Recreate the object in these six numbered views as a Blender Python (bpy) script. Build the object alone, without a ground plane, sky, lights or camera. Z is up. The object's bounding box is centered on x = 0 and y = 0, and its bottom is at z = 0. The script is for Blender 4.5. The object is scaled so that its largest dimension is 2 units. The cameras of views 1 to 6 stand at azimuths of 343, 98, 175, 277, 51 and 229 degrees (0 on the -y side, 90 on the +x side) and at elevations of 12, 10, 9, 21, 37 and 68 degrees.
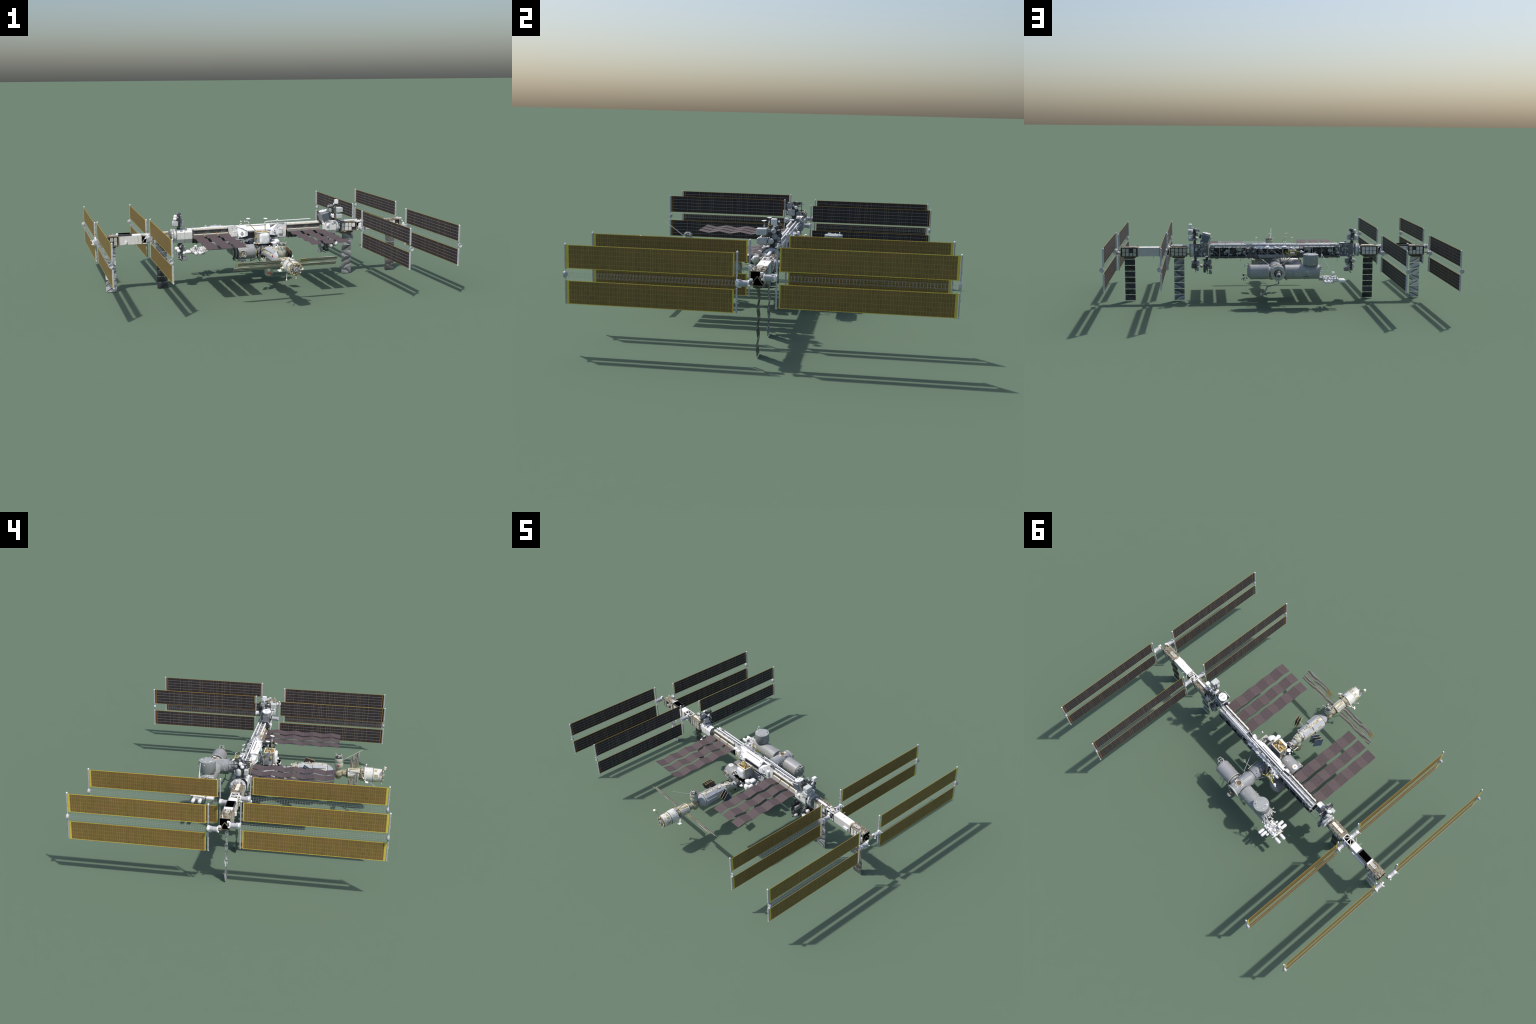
# A large modular space station: a long truss with eight solar wings, two sets of folding
# radiators, four hanging radiators and a cross of cylindrical pressurised modules.
import bpy, bmesh, math, random
from mathutils import Vector, Matrix

TAU = math.tau
V = Vector

# ------------------------------------------------------------------ node helpers
class Nodes:
    def __init__(s, name):
        s.m = bpy.data.materials.new(name)
        s.m.use_nodes = True
        s.t = s.m.node_tree
        s.t.nodes.clear()
        s.out = s.t.nodes.new("ShaderNodeOutputMaterial")
        s.b = s.t.nodes.new("ShaderNodeBsdfPrincipled")
        s.t.links.new(s.b.outputs[0], s.out.inputs[0])
        s.coord = s.t.nodes.new("ShaderNodeTexCoord").outputs["Object"]
        s._xyz = None

    def link(s, a, b):
        s.t.links.new(a, b)

    def put(s, sock, val):
        if isinstance(val, bpy.types.NodeSocket):
            s.link(val, sock)
        elif isinstance(val, (tuple, list)) and len(val) == 3 and sock.type == "RGBA":
            sock.default_value = (*val, 1)
        else:
            sock.default_value = val

    def math(s, op, a, b=0.0, c=0.0):
        n = s.t.nodes.new("ShaderNodeMath")
        n.operation = op
        for i, v in enumerate((a, b, c)):
            s.put(n.inputs[i], v)
        return n.outputs[0]

    def xyz(s):
        if s._xyz is None:
            n = s.t.nodes.new("ShaderNodeSeparateXYZ")
            s.link(s.coord, n.inputs[0])
            s._xyz = n.outputs
        return s._xyz

    def combine(s, x, y, z):
        n = s.t.nodes.new("ShaderNodeCombineXYZ")
        for i, v in enumerate((x, y, z)):
            s.put(n.inputs[i], v)
        return n.outputs[0]

    def mix(s, f, a, b, mode="MIX"):
        n = s.t.nodes.new("ShaderNodeMix")
        n.data_type = "RGBA"
        n.blend_type = mode
        s.put(n.inputs[0], f)
        s.put(n.inputs[6], a)
        s.put(n.inputs[7], b)
        return n.outputs[2]

    def noise(s, scale, detail=3, rough=0.5, vec=None, distort=0.0):
        n = s.t.nodes.new("ShaderNodeTexNoise")
        s.link(vec or s.coord, n.inputs["Vector"])
        n.inputs["Scale"].default_value = scale
        n.inputs["Detail"].default_value = detail
        n.inputs["Roughness"].default_value = rough
        n.inputs["Distortion"].default_value = distort
        return n.outputs["Fac"]

    def voronoi(s, scale, vec=None, feature="F1", out="Distance", metric="EUCLIDEAN"):
        n = s.t.nodes.new("ShaderNodeTexVoronoi")
        n.feature = feature
        n.distance = metric
        s.link(vec or s.coord, n.inputs["Vector"])
        n.inputs["Scale"].default_value = scale
        return n.outputs[out]

    def white(s, vec):
        n = s.t.nodes.new("ShaderNodeTexWhiteNoise")
        n.noise_dimensions = "3D"
        s.link(vec, n.inputs["Vector"])
        return n.outputs["Value"]

    def ramp(s, fac, stops, interp="LINEAR"):
        n = s.t.nodes.new("ShaderNodeValToRGB")
        n.color_ramp.interpolation = interp
        el = n.color_ramp.elements
        while len(el) < len(stops):
            el.new(0.5)
        for e, (p, c) in zip(el, stops):
            e.position = p
            e.color = (*c, 1) if len(c) == 3 else c
        s.link(fac, n.inputs[0])
        return n.outputs["Color"]

    def step(s, val, lo, hi):
        n = s.t.nodes.new("ShaderNodeMapRange")
        s.put(n.inputs[0], val)
        n.inputs[1].default_value = lo
        n.inputs[2].default_value = hi
        return n.outputs[0]

    def line(s, coord, pitch, width):
        """1 on thin lines repeated every pitch along a coordinate."""
        f = s.math("FRACT", s.math("DIVIDE", coord, pitch))
        d = s.math("ABSOLUTE", s.math("SUBTRACT", f, 0.5))
        return s.math("GREATER_THAN", d, 0.5 - width / pitch / 2)

    def bump(s, h, strength=0.3, dist=0.001):
        n = s.t.nodes.new("ShaderNodeBump")
        n.inputs["Strength"].default_value = strength
        n.inputs["Distance"].default_value = dist
        s.link(h, n.inputs["Height"])
        s.link(n.outputs[0], s.b.inputs["Normal"])

    def done(s, col, rough=0.5, metal=0.0, spec=0.4):
        s.put(s.b.inputs["Base Color"], col)
        s.b.inputs["Roughness"].default_value = rough
        s.b.inputs["Metallic"].default_value = metal
        s.b.inputs["Specular IOR Level"].default_value = spec
        return s.m


def plain(name, col, var=0.15, scale=90, rough=0.5, metal=0.0, bump=0.0, tint=None, spec=0.4):
    n = Nodes(name)
    f = n.noise(scale, 4, 0.6)
    f = n.step(f, 0.35, 0.65)
    dark = tuple(c * (1 - var) for c in col) if tint is None else tint
    light = tuple(min(1, c * (1 + var * 0.4)) for c in col)
    if bump:
        n.bump(n.noise(scale * 2.2, 2), bump)
    return n.done(n.mix(f, dark, light), rough, metal, spec)


def quilt(name, col, seam, size=(0.018, 0.018, 0.018), width=0.0011, var=0.12, rough=0.6, bump=0.35, patch=0.0):
    """Blanket cloth sewn of rectangular pieces with darker seams."""
    n = Nodes(name)
    x, y, z = n.xyz()
    cell = n.combine(*[n.math("FLOOR", n.math("DIVIDE", c, p)) for c, p in zip((x, y, z), size)])
    r = n.white(cell)
    seams = None
    for c, p in zip((x, y, z), size):
        l = n.line(c, p, width)
        seams = l if seams is None else n.math("MAXIMUM", seams, l)
    f = n.math("ADD", n.math("MULTIPLY", r, 0.6), n.math("MULTIPLY", n.noise(160, 3), 0.4))
    c = n.mix(f, tuple(v * (1 - 2 * var) for v in col), col)
    if patch:
        c = n.mix(n.math("MULTIPLY", n.math("GREATER_THAN", r, 1 - patch), 0.8), c, seam)
    broken = n.math("MULTIPLY", seams, n.step(n.noise(70, 2), 0.42, 0.58))
    c = n.mix(n.math("MULTIPLY", broken, 0.75), c, seam)
    n.bump(n.noise(260, 3), bump, 0.0012)
    return n.done(c, rough)


def shell(name, axis, centre, col, seam=(0.38, 0.30, 0.17), length=0.03, around=14, var=0.1, rough=0.42):
    """Metal meteoroid shell of a cylinder: plates round and along the axis, seams with gold rivets."""
    n = Nodes(name)
    c = n.xyz()
    i = "xyz".index(axis)
    j, k = [a for a in range(3) if a != i]
    a = n.math("SUBTRACT", c[j], centre[j])
    b = n.math("SUBTRACT", c[k], centre[k])
    ang = n.math("MULTIPLY", n.math("ADD", n.math("ARCTAN2", b, a), math.pi), around / TAU)
    u = n.math("DIVIDE", n.math("SUBTRACT", c[i], centre[i] - 1), length)
    cell = n.combine(n.math("FLOOR", u), n.math("FLOOR", ang), 0.0)
    r = n.white(cell)
    seams = n.math("MAXIMUM", n.line(u, 1.0, 0.0014 / length), n.line(ang, 1.0, 0.07))
    f = n.math("ADD", n.math("MULTIPLY", r, 0.55), n.math("MULTIPLY", n.noise(40, 4), 0.45))
    base = n.mix(f, tuple(v * (1 - 2 * var) for v in col), tuple(v * (1 + var) for v in col))
    dots = n.step(n.noise(190, 1), 0.50, 0.60)
    sc = n.mix(dots, tuple(v * 0.7 for v in col), seam)
    return n.done(n.mix(n.math("MULTIPLY", seams, 0.75), base, sc), rough, 0.0, 0.5)


def wing_gold(name, L, H):
    n = Nodes(name)
    x, y, z = n.xyz()
    pitch, row = L / 65, 2 * H / 5
    col_id = n.math("FLOOR", n.math("DIVIDE", y, pitch))
    row_id = n.math("FLOOR", n.math("DIVIDE", n.math("ADD", z, H), row))
    r = n.white(n.combine(col_id, 3.0, 0.0))
    r2 = n.white(n.combine(col_id, row_id, 7.0))
    f = n.math("ADD", n.math("MULTIPLY", r, 0.5), n.math("MULTIPLY", r2, 0.5))
    cells = n.mix(f, (0.170, 0.103, 0.034), (0.230, 0.147, 0.049))
    warm = n.noise(9, 2, vec=n.combine(n.math("MULTIPLY", y, 0.9), 0.0, n.math("MULTIPLY", z, 1.6)))
    cells = n.mix(n.step(warm, 0.45, 0.75), cells, (0.24, 0.130, 0.045))
    fine = n.math("MAXIMUM", n.line(y, pitch / 3, 0.0005), n.line(z, row / 3, 0.0005))
    cells = n.mix(n.math("MULTIPLY", fine, 0.22), cells, (0.42, 0.34, 0.08))
    ln = n.math("MULTIPLY", n.line(y, pitch, 0.0011), n.math("ADD", n.math("MULTIPLY", n.white(n.combine(n.math("ROUND", n.math("DIVIDE", y, pitch)), 1.0, 0.0)), 0.5), 0.25))
    lr = n.math("MULTIPLY", n.line(n.math("ADD", z, H), row, 0.0011), 0.5)
    cells = n.mix(n.math("MAXIMUM", ln, lr), cells, (0.50, 0.42, 0.10))
    edge = n.math("GREATER_THAN", n.math("ABSOLUTE", z), H - 0.0022)
    edge = n.math("MAXIMUM", edge, n.math("LESS_THAN", y, 0.0055))
    edge = n.math("MAXIMUM", edge, n.math("GREATER_THAN", y, L - 0.0095))
    yv = n.mix(n.step(n.noise(14, 2), 0.45, 0.6), (0.70, 0.575, 0.075), (0.74, 0.45, 0.075))
    return n.done(n.mix(edge, cells, yv), 0.55, 0.0, 0.25)


def wing_dark(name, L, H):
    n = Nodes(name)
    x, y, z = n.xyz()
    pitch, row = L / 60, 2 * H / 5
    r = n.white(n.combine(n.math("FLOOR", n.math("DIVIDE", y, pitch)), 2.0, 0.0))
    cells = n.mix(r, (0.034, 0.027, 0.031), (0.047, 0.038, 0.041))
    rl = n.white(n.combine(n.math("ROUND", n.math("DIVIDE", y, pitch)), 5.0, 0.0))
    ln = n.math("MULTIPLY", n.line(y, pitch, 0.0016), n.math("MULTIPLY", n.math("POWER", rl, 1.6), 1.0))
    cells = n.mix(ln, cells, n.mix(r, (0.30, 0.25, 0.20), (0.22, 0.15, 0.07)))
    fine = n.math("MAXIMUM", n.line(y, pitch / 3, 0.0005), n.line(n.math("ADD", z, H), row / 4, 0.0005))
    cells = n.mix(n.math("MULTIPLY", fine, 0.07), cells, (0.2, 0.17, 0.15))
    lr = n.line(n.math("ADD", z, H), row, 0.0018)
    lr = n.math("MULTIPLY", lr, n.math("LESS_THAN", n.math("ABSOLUTE", z), H * 0.85))
    cells = n.mix(n.math("MULTIPLY", lr, 0.85), cells, (0.30, 0.28, 0.28))
    edge = n.math("GREATER_THAN", n.math("ABSOLUTE", z), H - 0.0013)
    ends = n.math("MAXIMUM", n.math("LESS_THAN", y, 0.0055), n.math("GREATER_THAN", y, L - 0.0095))
    thin = n.math("MULTIPLY", n.math("GREATER_THAN", y, L - 0.0105), n.math("LESS_THAN", y, L - 0.0085))
    cells = n.mix(ends, cells, (0.11, 0.042, 0.025))
    cells = n.mix(n.math("MAXIMUM", edge, thin), cells, (0.33, 0.21, 0.05))
    return n.done(cells, 0.55, 0.0, 0.15)


def radiator_purple(name):
    n = Nodes(name)
    x, y, z = n.xyz()
    ln = n.line(x, 0.0032, 0.0011)
    sp = n.noise(520, 2)
    c = n.mix(n.step(sp, 0.3, 0.7), (0.071, 0.050, 0.052), (0.096, 0.072, 0.074))
    c = n.mix(n.math("MULTIPLY", ln, n.step(n.noise(260, 1), 0.4, 0.6)), c, (0.16, 0.125, 0.125))
    return n.done(c, 0.6, 0.0, 0.3)


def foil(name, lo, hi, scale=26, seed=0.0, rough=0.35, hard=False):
    """Foil panel: mirror reflections painted into the base colour as diagonal light-dark facets."""
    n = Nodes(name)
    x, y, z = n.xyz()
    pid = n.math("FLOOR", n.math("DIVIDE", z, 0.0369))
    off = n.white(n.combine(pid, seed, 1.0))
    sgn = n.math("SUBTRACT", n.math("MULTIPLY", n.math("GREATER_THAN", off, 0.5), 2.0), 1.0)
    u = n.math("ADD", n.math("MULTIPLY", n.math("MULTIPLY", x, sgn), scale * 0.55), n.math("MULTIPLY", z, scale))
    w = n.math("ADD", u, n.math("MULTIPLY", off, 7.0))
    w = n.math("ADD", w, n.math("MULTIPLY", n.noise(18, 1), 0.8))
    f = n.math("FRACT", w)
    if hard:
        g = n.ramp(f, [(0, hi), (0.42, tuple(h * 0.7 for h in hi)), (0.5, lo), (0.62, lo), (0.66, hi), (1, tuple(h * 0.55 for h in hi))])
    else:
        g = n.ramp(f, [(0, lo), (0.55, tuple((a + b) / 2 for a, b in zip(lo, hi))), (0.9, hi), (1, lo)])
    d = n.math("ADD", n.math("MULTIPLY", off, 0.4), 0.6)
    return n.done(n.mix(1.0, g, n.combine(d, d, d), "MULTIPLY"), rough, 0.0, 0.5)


# ------------------------------------------------------------------ palette
SEAM = (0.30, 0.27, 0.20)
M = {}
def setup_materials():
    M["white"] = quilt("white_blanket", (0.80, 0.79, 0.77), (0.33, 0.30, 0.24), (0.021, 0.05, 0.05), 0.0010, 0.05)
    M["bright"] = plain("bright_white_cover", (0.84, 0.84, 0.85), 0.06, 120, 0.6, bump=0.25)
    M["crinkle"] = quilt("crinkled_white_blanket", (0.72, 0.72, 0.71), (0.25, 0.25, 0.26), (0.013, 0.011, 0.012), 0.001, 0.12, bump=0.6)
    M["grey"] = plain("grey_cover", (0.40, 0.41, 0.42), 0.25, 60, 0.5, bump=0.15)
    M["steel"] = quilt("grey_steel_panels", (0.36, 0.38, 0.40), (0.14, 0.15, 0.16), (0.017, 0.017, 0.017), 0.001, 0.14, 0.45, 0.1)
    M["dark"] = plain("dark_hardware", (0.075, 0.078, 0.08), 0.6, 110, 0.5)
    M["machine"] = quilt("truss_machinery", (0.16, 0.165, 0.17), (0.04, 0.04, 0.045), (0.011, 0.02, 0.012), 0.0014, 0.32, 0.5, 0.2, 0.12)
    M["bluegrey"] = plain("blue_grey_radiator", (0.13, 0.165, 0.20), 0.1, 40, 0.45)
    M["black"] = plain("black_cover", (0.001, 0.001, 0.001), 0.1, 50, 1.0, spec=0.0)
    M["bar"] = plain("wing_bar_aluminium", (0.50, 0.50, 0.52), 0.1, 50, 0.45)
    M["canister"] = plain("canister_grey", (0.46, 0.46, 0.49), 0.12, 60, 0.45)
    M["lattice"] = plain("mast_lattice", (0.46, 0.47, 0.50), 0.1, 50, 0.4)
    M["gold"] = plain("gold_foil", (0.58, 0.39, 0.12), 0.5, 170, 0.35, 0.25, bump=0.5)
    M["tan"] = quilt("tan_frame", (0.33, 0.285, 0.205), (0.12, 0.10, 0.07), (0.009, 0.009, 0.009), 0.001, 0.2, 0.6, 0.2, 0.1)
    M["palepanel"] = plain("pale_panel", (0.50, 0.50, 0.45), 0.12, 40, 0.5)
    M["palewhite"] = plain("pale_box_cover", (0.56, 0.59, 0.58), 0.15, 60, 0.5)
    M["cream"] = plain("cream_cover", (0.80, 0.76, 0.64), 0.08, 60, 0.5)
    M["plate"] = plain("radiator_beam_grey", (0.09, 0.095, 0.095), 0.15, 50, 0.4)
    M["ledge"] = plain("radiator_ledge_grey", (0.15, 0.15, 0.145), 0.12, 50, 0.4)
    M["orange"] = plain("orange_bracket", (0.42, 0.19, 0.05), 0.2, 90, 0.5)
    M["yellow"] = plain("yellow_rail", (0.52, 0.46, 0.13), 0.2, 90, 0.5)
    M["olive"] = plain("olive_boom", (0.42, 0.38, 0.14), 0.2, 90, 0.5)
    M["russian_white"] = quilt("pale_hull_blanket", (0.66, 0.65, 0.60), (0.42, 0.37, 0.20), (0.024, 0.026, 0.024), 0.001, 0.06, 0.5, 0.2, 0.06)
    M["russian_tan"] = quilt("tan_hull_blanket", (0.50, 0.47, 0.33), (0.20, 0.17, 0.08), (0.008, 0.009, 0.008), 0.001, 0.18, 0.6, 0.6, 0.12)
    M["russian_green"] = quilt("green_white_hull_blanket", (0.50, 0.52, 0.43), (0.28, 0.26, 0.17), (0.016, 0.016, 0.014), 0.0009, 0.1, 0.55, 0.6, 0.06)
    M["sand"] = plain("sand_patch", (0.48, 0.40, 0.20), 0.15, 80, 0.6)
    M["steelblue"] = plain("pale_blue_panel", (0.41, 0.435, 0.48), 0.08, 40, 0.45)
    M["bluecell"] = quilt("blue_cells", (0.060, 0.095, 0.17), (0.30, 0.24, 0.20), (0.03, 0.018, 0.03), 0.0008, 0.15, 0.4, 0.0)
    M["browncell"] = quilt("brown_cells", (0.085, 0.050, 0.040), (0.30, 0.27, 0.26), (0.02, 0.013, 0.013), 0.0009, 0.3, 0.45, 0.0)
    M["purple"] = radiator_purple("radiator_purple")
    M["letter"] = plain("blue_letters", (0.05, 0.07, 0.22), 0.1, 60, 0.5)
    M["red"] = plain("red_mark", (0.45, 0.03, 0.03), 0.1, 60, 0.5)
    M["blue"] = plain("blue_mark", (0.03, 0.07, 0.35), 0.1, 60, 0.5)
    n = Nodes("striped_array_cloth")
    x, y, z = n.xyz()
    w = n.math("ADD", n.math("MULTIPLY", x, 3.0), n.math("MULTIPLY", z, 66.0))
    w = n.math("ADD", w, n.math("MULTIPLY", n.noise(14, 2), 2.0))
    M["cloth"] = n.done(n.ramp(n.math("FRACT", w), [(0, (0.11, 0.11, 0.10)), (0.25, (0.30, 0.29, 0.26)), (0.5, (0.50, 0.47, 0.42)), (0.66, (0.36, 0.31, 0.16)), (0.85, (0.22, 0.22, 0.19)), (1, (0.11, 0.11, 0.10))]), 0.5)
    M["clothgold"] = plain("array_root_gold", (0.38, 0.31, 0.14), 0.3, 60, 0.5)
    ALU = (0.33, 0.352, 0.375)
    M["hull_y"] = shell("grey_hull_fore_aft", "y", (0, 0.1, 0.216), ALU, length=0.029, around=12)
    M["hull_kibo"] = shell("grey_hull_long_laboratory", "x", (-0.15, 0.216, 0.209), (0.34, 0.355, 0.36), length=0.05, around=10)
    M["hull_store"] = shell("grey_hull_upright", "z", (-0.2, 0.2215, 0.28), (0.30, 0.325, 0.33), length=0.08, around=14)
    M["hull_columbus"] = shell("grey_hull_short_laboratory", "x", (0.1, 0.2185, 0.211), (0.34, 0.345, 0.36), seam=(0.46, 0.42, 0.34), length=0.11, around=16)
    M["hull_node"] = shell("grey_hull_side_node", "x", (-0.1, -0.092, 0.206), (0.32, 0.335, 0.35), length=0.028, around=11)
    M["hull_store2"] = shell("grey_hull_side_store", "y", (-0.135, 0.0, 0.204), (0.27, 0.28, 0.30), length=0.04, around=10)
    M["lidgrey"] = plain("grey_lid", (0.34, 0.36, 0.36), 0.08, 30, 0.5)
    M["hatch"] = plain("cream_hatch", (0.55, 0.45, 0.32), 0.35, 120, 0.5)
    M["hatch_well"] = plain("hatch_well", (0.16, 0.135, 0.10), 0.6, 120, 0.5)
    M["smooth"] = plain("smooth_white_cover", (0.68, 0.68, 0.67), 0.05, 40, 0.55)
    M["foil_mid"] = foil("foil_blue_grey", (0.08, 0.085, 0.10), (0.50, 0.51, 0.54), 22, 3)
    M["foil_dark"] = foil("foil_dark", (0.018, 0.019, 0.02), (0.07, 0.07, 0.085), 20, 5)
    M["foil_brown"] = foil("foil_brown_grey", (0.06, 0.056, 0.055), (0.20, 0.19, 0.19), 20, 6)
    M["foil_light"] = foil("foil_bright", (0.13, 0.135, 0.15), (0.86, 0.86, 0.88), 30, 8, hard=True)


# ------------------------------------------------------------------ geometry builder
ROOT = None

class Part:
    """Collects solid pieces into one mesh object. xf maps local design space to the station frame."""
    def __init__(s, name, parent=None, xf=None, kind=None):
        s.name, s.parent, s.kind = name, parent, kind
        s.bm = bmesh.new()
        s.mats = []
        s.xf = xf or Matrix.Identity(4)

    def mi(s, mat):
        mat = M[mat] if isinstance(mat, str) else mat
        if mat not in s.mats:
            s.mats.append(mat)
        return s.mats.index(mat)

    def mesh(s, verts, faces, mat):
        vs = [s.bm.verts.new(s.xf @ V(v)) for v in verts]
        idx = mat if isinstance(mat, list) else [mat] * len(faces)
        for f, m in zip(faces, idx):
            try:
                fc = s.bm.faces.new([vs[i] for i in f])
            except ValueError:
                continue
            fc.material_index = s.mi(m)
        return s

    def hexa(s, p, mat):
        """Eight corners: four of the bottom ring, then four of the top ring."""
        return s.mesh(p, [(3, 2, 1, 0), (4, 5, 6, 7), (0, 1, 5, 4), (1, 2, 6, 5), (2, 3, 7, 6), (3, 0, 4, 7)], mat)

    def box(s, lo, hi, mat, c=0.0):
        """Axis-aligned box, optionally with chamfered edges."""
        x0, x1 = sorted((lo[0], hi[0])); y0, y1 = sorted((lo[1], hi[1])); z0, z1 = sorted((lo[2], hi[2]))
        if c <= 0:
            return s.hexa([(x0, y0, z0), (x1, y0, z0), (x1, y1, z0), (x0, y1, z0),
                           (x0, y0, z1), (x1, y0, z1), (x1, y1, z1), (x0, y1, z1)], mat)
        c = min(c, (x1 - x0) * .45, (y1 - y0) * .45, (z1 - z0) * .45)
        rings = []
        for z, d in ((z0, c), (z0 + c, 0), (z1 - c, 0), (z1, c)):
            a0, a1, b0, b1 = x0 + d, x1 - d, y0 + d, y1 - d
            rings.append([(a0 + c, b0, z), (a1 - c, b0, z), (a1, b0 + c, z), (a1, b1 - c, z),
                          (a1 - c, b1, z), (a0 + c, b1, z), (a0, b1 - c, z), (a0, b0 + c, z)])
        return s.loft(rings, mat)

    def loft(s, rings, mat, caps=True):
        n = len(rings[0])
        verts = [v for r in rings for v in r]
        faces = []
        for i in range(len(rings) - 1):
            for j in range(n):
                k = (j + 1) % n
                faces.append((i * n + j, i * n + k, (i + 1) * n + k, (i + 1) * n + j))
        if caps:
            faces.append(tuple(range(n - 1, -1, -1)))
            faces.append(tuple((len(rings) - 1) * n + j for j in range(n)))
        return s.mesh(verts, faces, mat)

    def prism(s, poly, x0, x1, mat, ends=None):
        """Extrude a (y, z) polygon along x."""
        s.loft([[(x0, y, z) for y, z in poly], [(x1, y, z) for y, z in poly]], mat, ends is None)
        return s

    def rot(s, c, size, mat, R):
        h = [d / 2 for d in size]
        p = [V(c) + R @ V((a * h[0], b * h[1], d * h[2])) for d in (-1, 1) for a, b in ((-1, -1), (1, -1), (1, 1), (-1, 1))]
        return s.hexa(p, mat)

    def lathe(s, origin, axis, prof, mat, seg=20, squash=None):
        """prof: list of (t along axis, radius[, material of the band that follows])."""
        ax = V({"x": (1, 0, 0), "y": (0, 1, 0), "z": (0, 0, 1)}[axis] if isinstance(axis, str) else axis).normalized()
        u = ax.orthogonal().normalized()
        if abs(ax.z) < 0.9:
            u = (V((0, 0, 1)) - ax * ax.z).normalized()
        w = ax.cross(u)
        o = V(origin)
        verts, faces, mats = [], [], []
        for p in prof:
            for k in range(seg):
                a = TAU * (k + 0.5) / seg
                verts.append(o + ax * p[0] + (u * math.cos(a) + w * math.sin(a)) * max(p[1], 1e-5))
        for i in range(len(prof) - 1):
            m = prof[i][2] if len(prof[i]) > 2 else mat
            for k in range(seg):
                q = (k + 1) % seg
                faces.append((i * seg + k, i * seg + q, (i + 1) * seg + q, (i + 1) * seg + k))
                mats.append(m)
        faces.append(tuple(range(seg - 1, -1, -1))); mats.append(mat)
        faces.append(tuple((len(prof) - 1) * seg + k for k in range(seg))); mats.append(prof[-1][2] if len(prof[-1]) > 2 else mat)
        return s.mesh(verts, faces, mats)

    def cyl(s, p0, p1, r0, mat, r1=None, seg=14):
        p0, p1 = V(p0), V(p1)
        d = p1 - p0
        return s.lathe(p0, tuple(d), [(0, r0), (d.length, r0 if r1 is None else r1)], mat, seg)

    def pod(s, p0, p1, r, mat, seg=14):
        """Cylinder with rounded ends."""
        p0, p1 = V(p0), V(p1)
        d = p1 - p0
        L, e = d.length, min(r * 0.55, d.length * .4)
        return s.lathe(p0, tuple(d), [(0, r * .45), (e * .3, r * .78), (e, r), (L - e, r), (L - e * .3, r * .78), (L, r * .45)], mat, seg)

    def ball(s, c, r, mat, seg=14, sc=(1, 1, 1)):
        n = 8
        rings = []
        for i in range(n + 1):
            a = math.pi * i / n
            rr = max(math.sin(a), 0.03) * r
            rings.append([(c[0] + math.cos(TAU * k / seg) * rr * sc[0], c[1] + math.sin(TAU * k / seg) * rr * sc[1], c[2] - math.cos(a) * r * sc[2]) for k in range(seg)])
        return s.loft(rings, mat)

    def tube(s, pts, r, mat, seg=8):
        for a, b in zip(pts, pts[1:]):
            s.cyl(a, b, r, mat, seg=seg)
        for p in pts[1:-1]:
            s.ball(p, r * 1.15, mat, 8)
        return s

    def beam(s, p0, p1, w, mat):
        p0, p1 = V(p0), V(p1)
        d = (p1 - p0).normalized()
        u = d.orthogonal().normalized() * w * .7071
        w2 = d.cross(u)
        s.mesh([p0 + u, p0 + w2, p0 - u, p0 - w2, p1 + u, p1 + w2, p1 - u, p1 - w2],
               [(0, 1, 5, 4), (1, 2, 6, 5), (2, 3, 7, 6), (3, 0, 4, 7), (3, 2, 1, 0), (4, 5, 6, 7)], mat)
        return s

    def slab(s, quad, t, mat, back=None, rim=None):
        """Flat panel of thickness t from four corners; mat on the face towards the winding normal."""
        q = [V(p) for p in quad]
        n = (q[1] - q[0]).cross(q[3] - q[0]).normalized() * t / 2
        p = [v - n for v in q] + [v + n for v in q]
        back = back or mat
        rim = rim or back
        return s.mesh(p, [(3, 2, 1, 0), (4, 5, 6, 7), (0, 1, 5, 4), (1, 2, 6, 5), (2, 3, 7, 6), (3, 0, 4, 7)], [back, mat, rim, rim, rim, rim])

    def clutter(s, lo, hi, n, size, mats, seed, depth=1.0):
        """Many small boxes and stubs of hardware inside a region."""
        r = random.Random(seed)
        for _ in range(n):
            c = [r.uniform(a, b) for a, b in zip(lo, hi)]
            d = [r.uniform(*size) * (0.5 + r.random()) for _ in range(3)]
            m = r.choice(mats)
            if r.random() < 0.3:
                i = r.randrange(3)
                e = list(c)
                e[i] += d[i] * 1.3
                s.cyl(c, e, d[(i + 1) % 3] * .45, m, seg=8)
            else:
                s.box([a - b / 2 for a, b in zip(c, d)], [a + b / 2 for a, b in zip(c, d)], m, min(d) * .2)
        return s

    def make(s, smooth=35):
        bmesh.ops.recalc_face_normals(s.bm, faces=s.bm.faces)
        lim = math.radians(smooth)
        for f in s.bm.faces:
            f.smooth = True
        for e in s.bm.edges:
            e.smooth = len(e.link_faces) == 2 and e.calc_face_angle(0) < lim
        me = bpy.data.meshes.new(s.name)
        s.bm.to_mesh(me)
        s.bm.free()
        for m in s.mats:
            me.materials.append(m)
        return attach(s.name, me, s.parent, s.kind)


def attach(name, me, parent=None, kind=None, mw=None):
    o = bpy.data.objects.new(name, me)
    bpy.context.collection.objects.link(o)
    o.parent = parent or ROOT
    if mw is not None:
        o.matrix_world = mw
        o.matrix_parent_inverse = Matrix.Identity(4)
    if kind:
        o["kind"] = kind
    return o


ROT = Matrix.Rotation(math.pi, 4, "Z")       # port side = starboard side turned half round the upright axis
MIRX = Matrix.Diagonal((-1, 1, 1, 1))
ID = Matrix.Identity(4)

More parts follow.
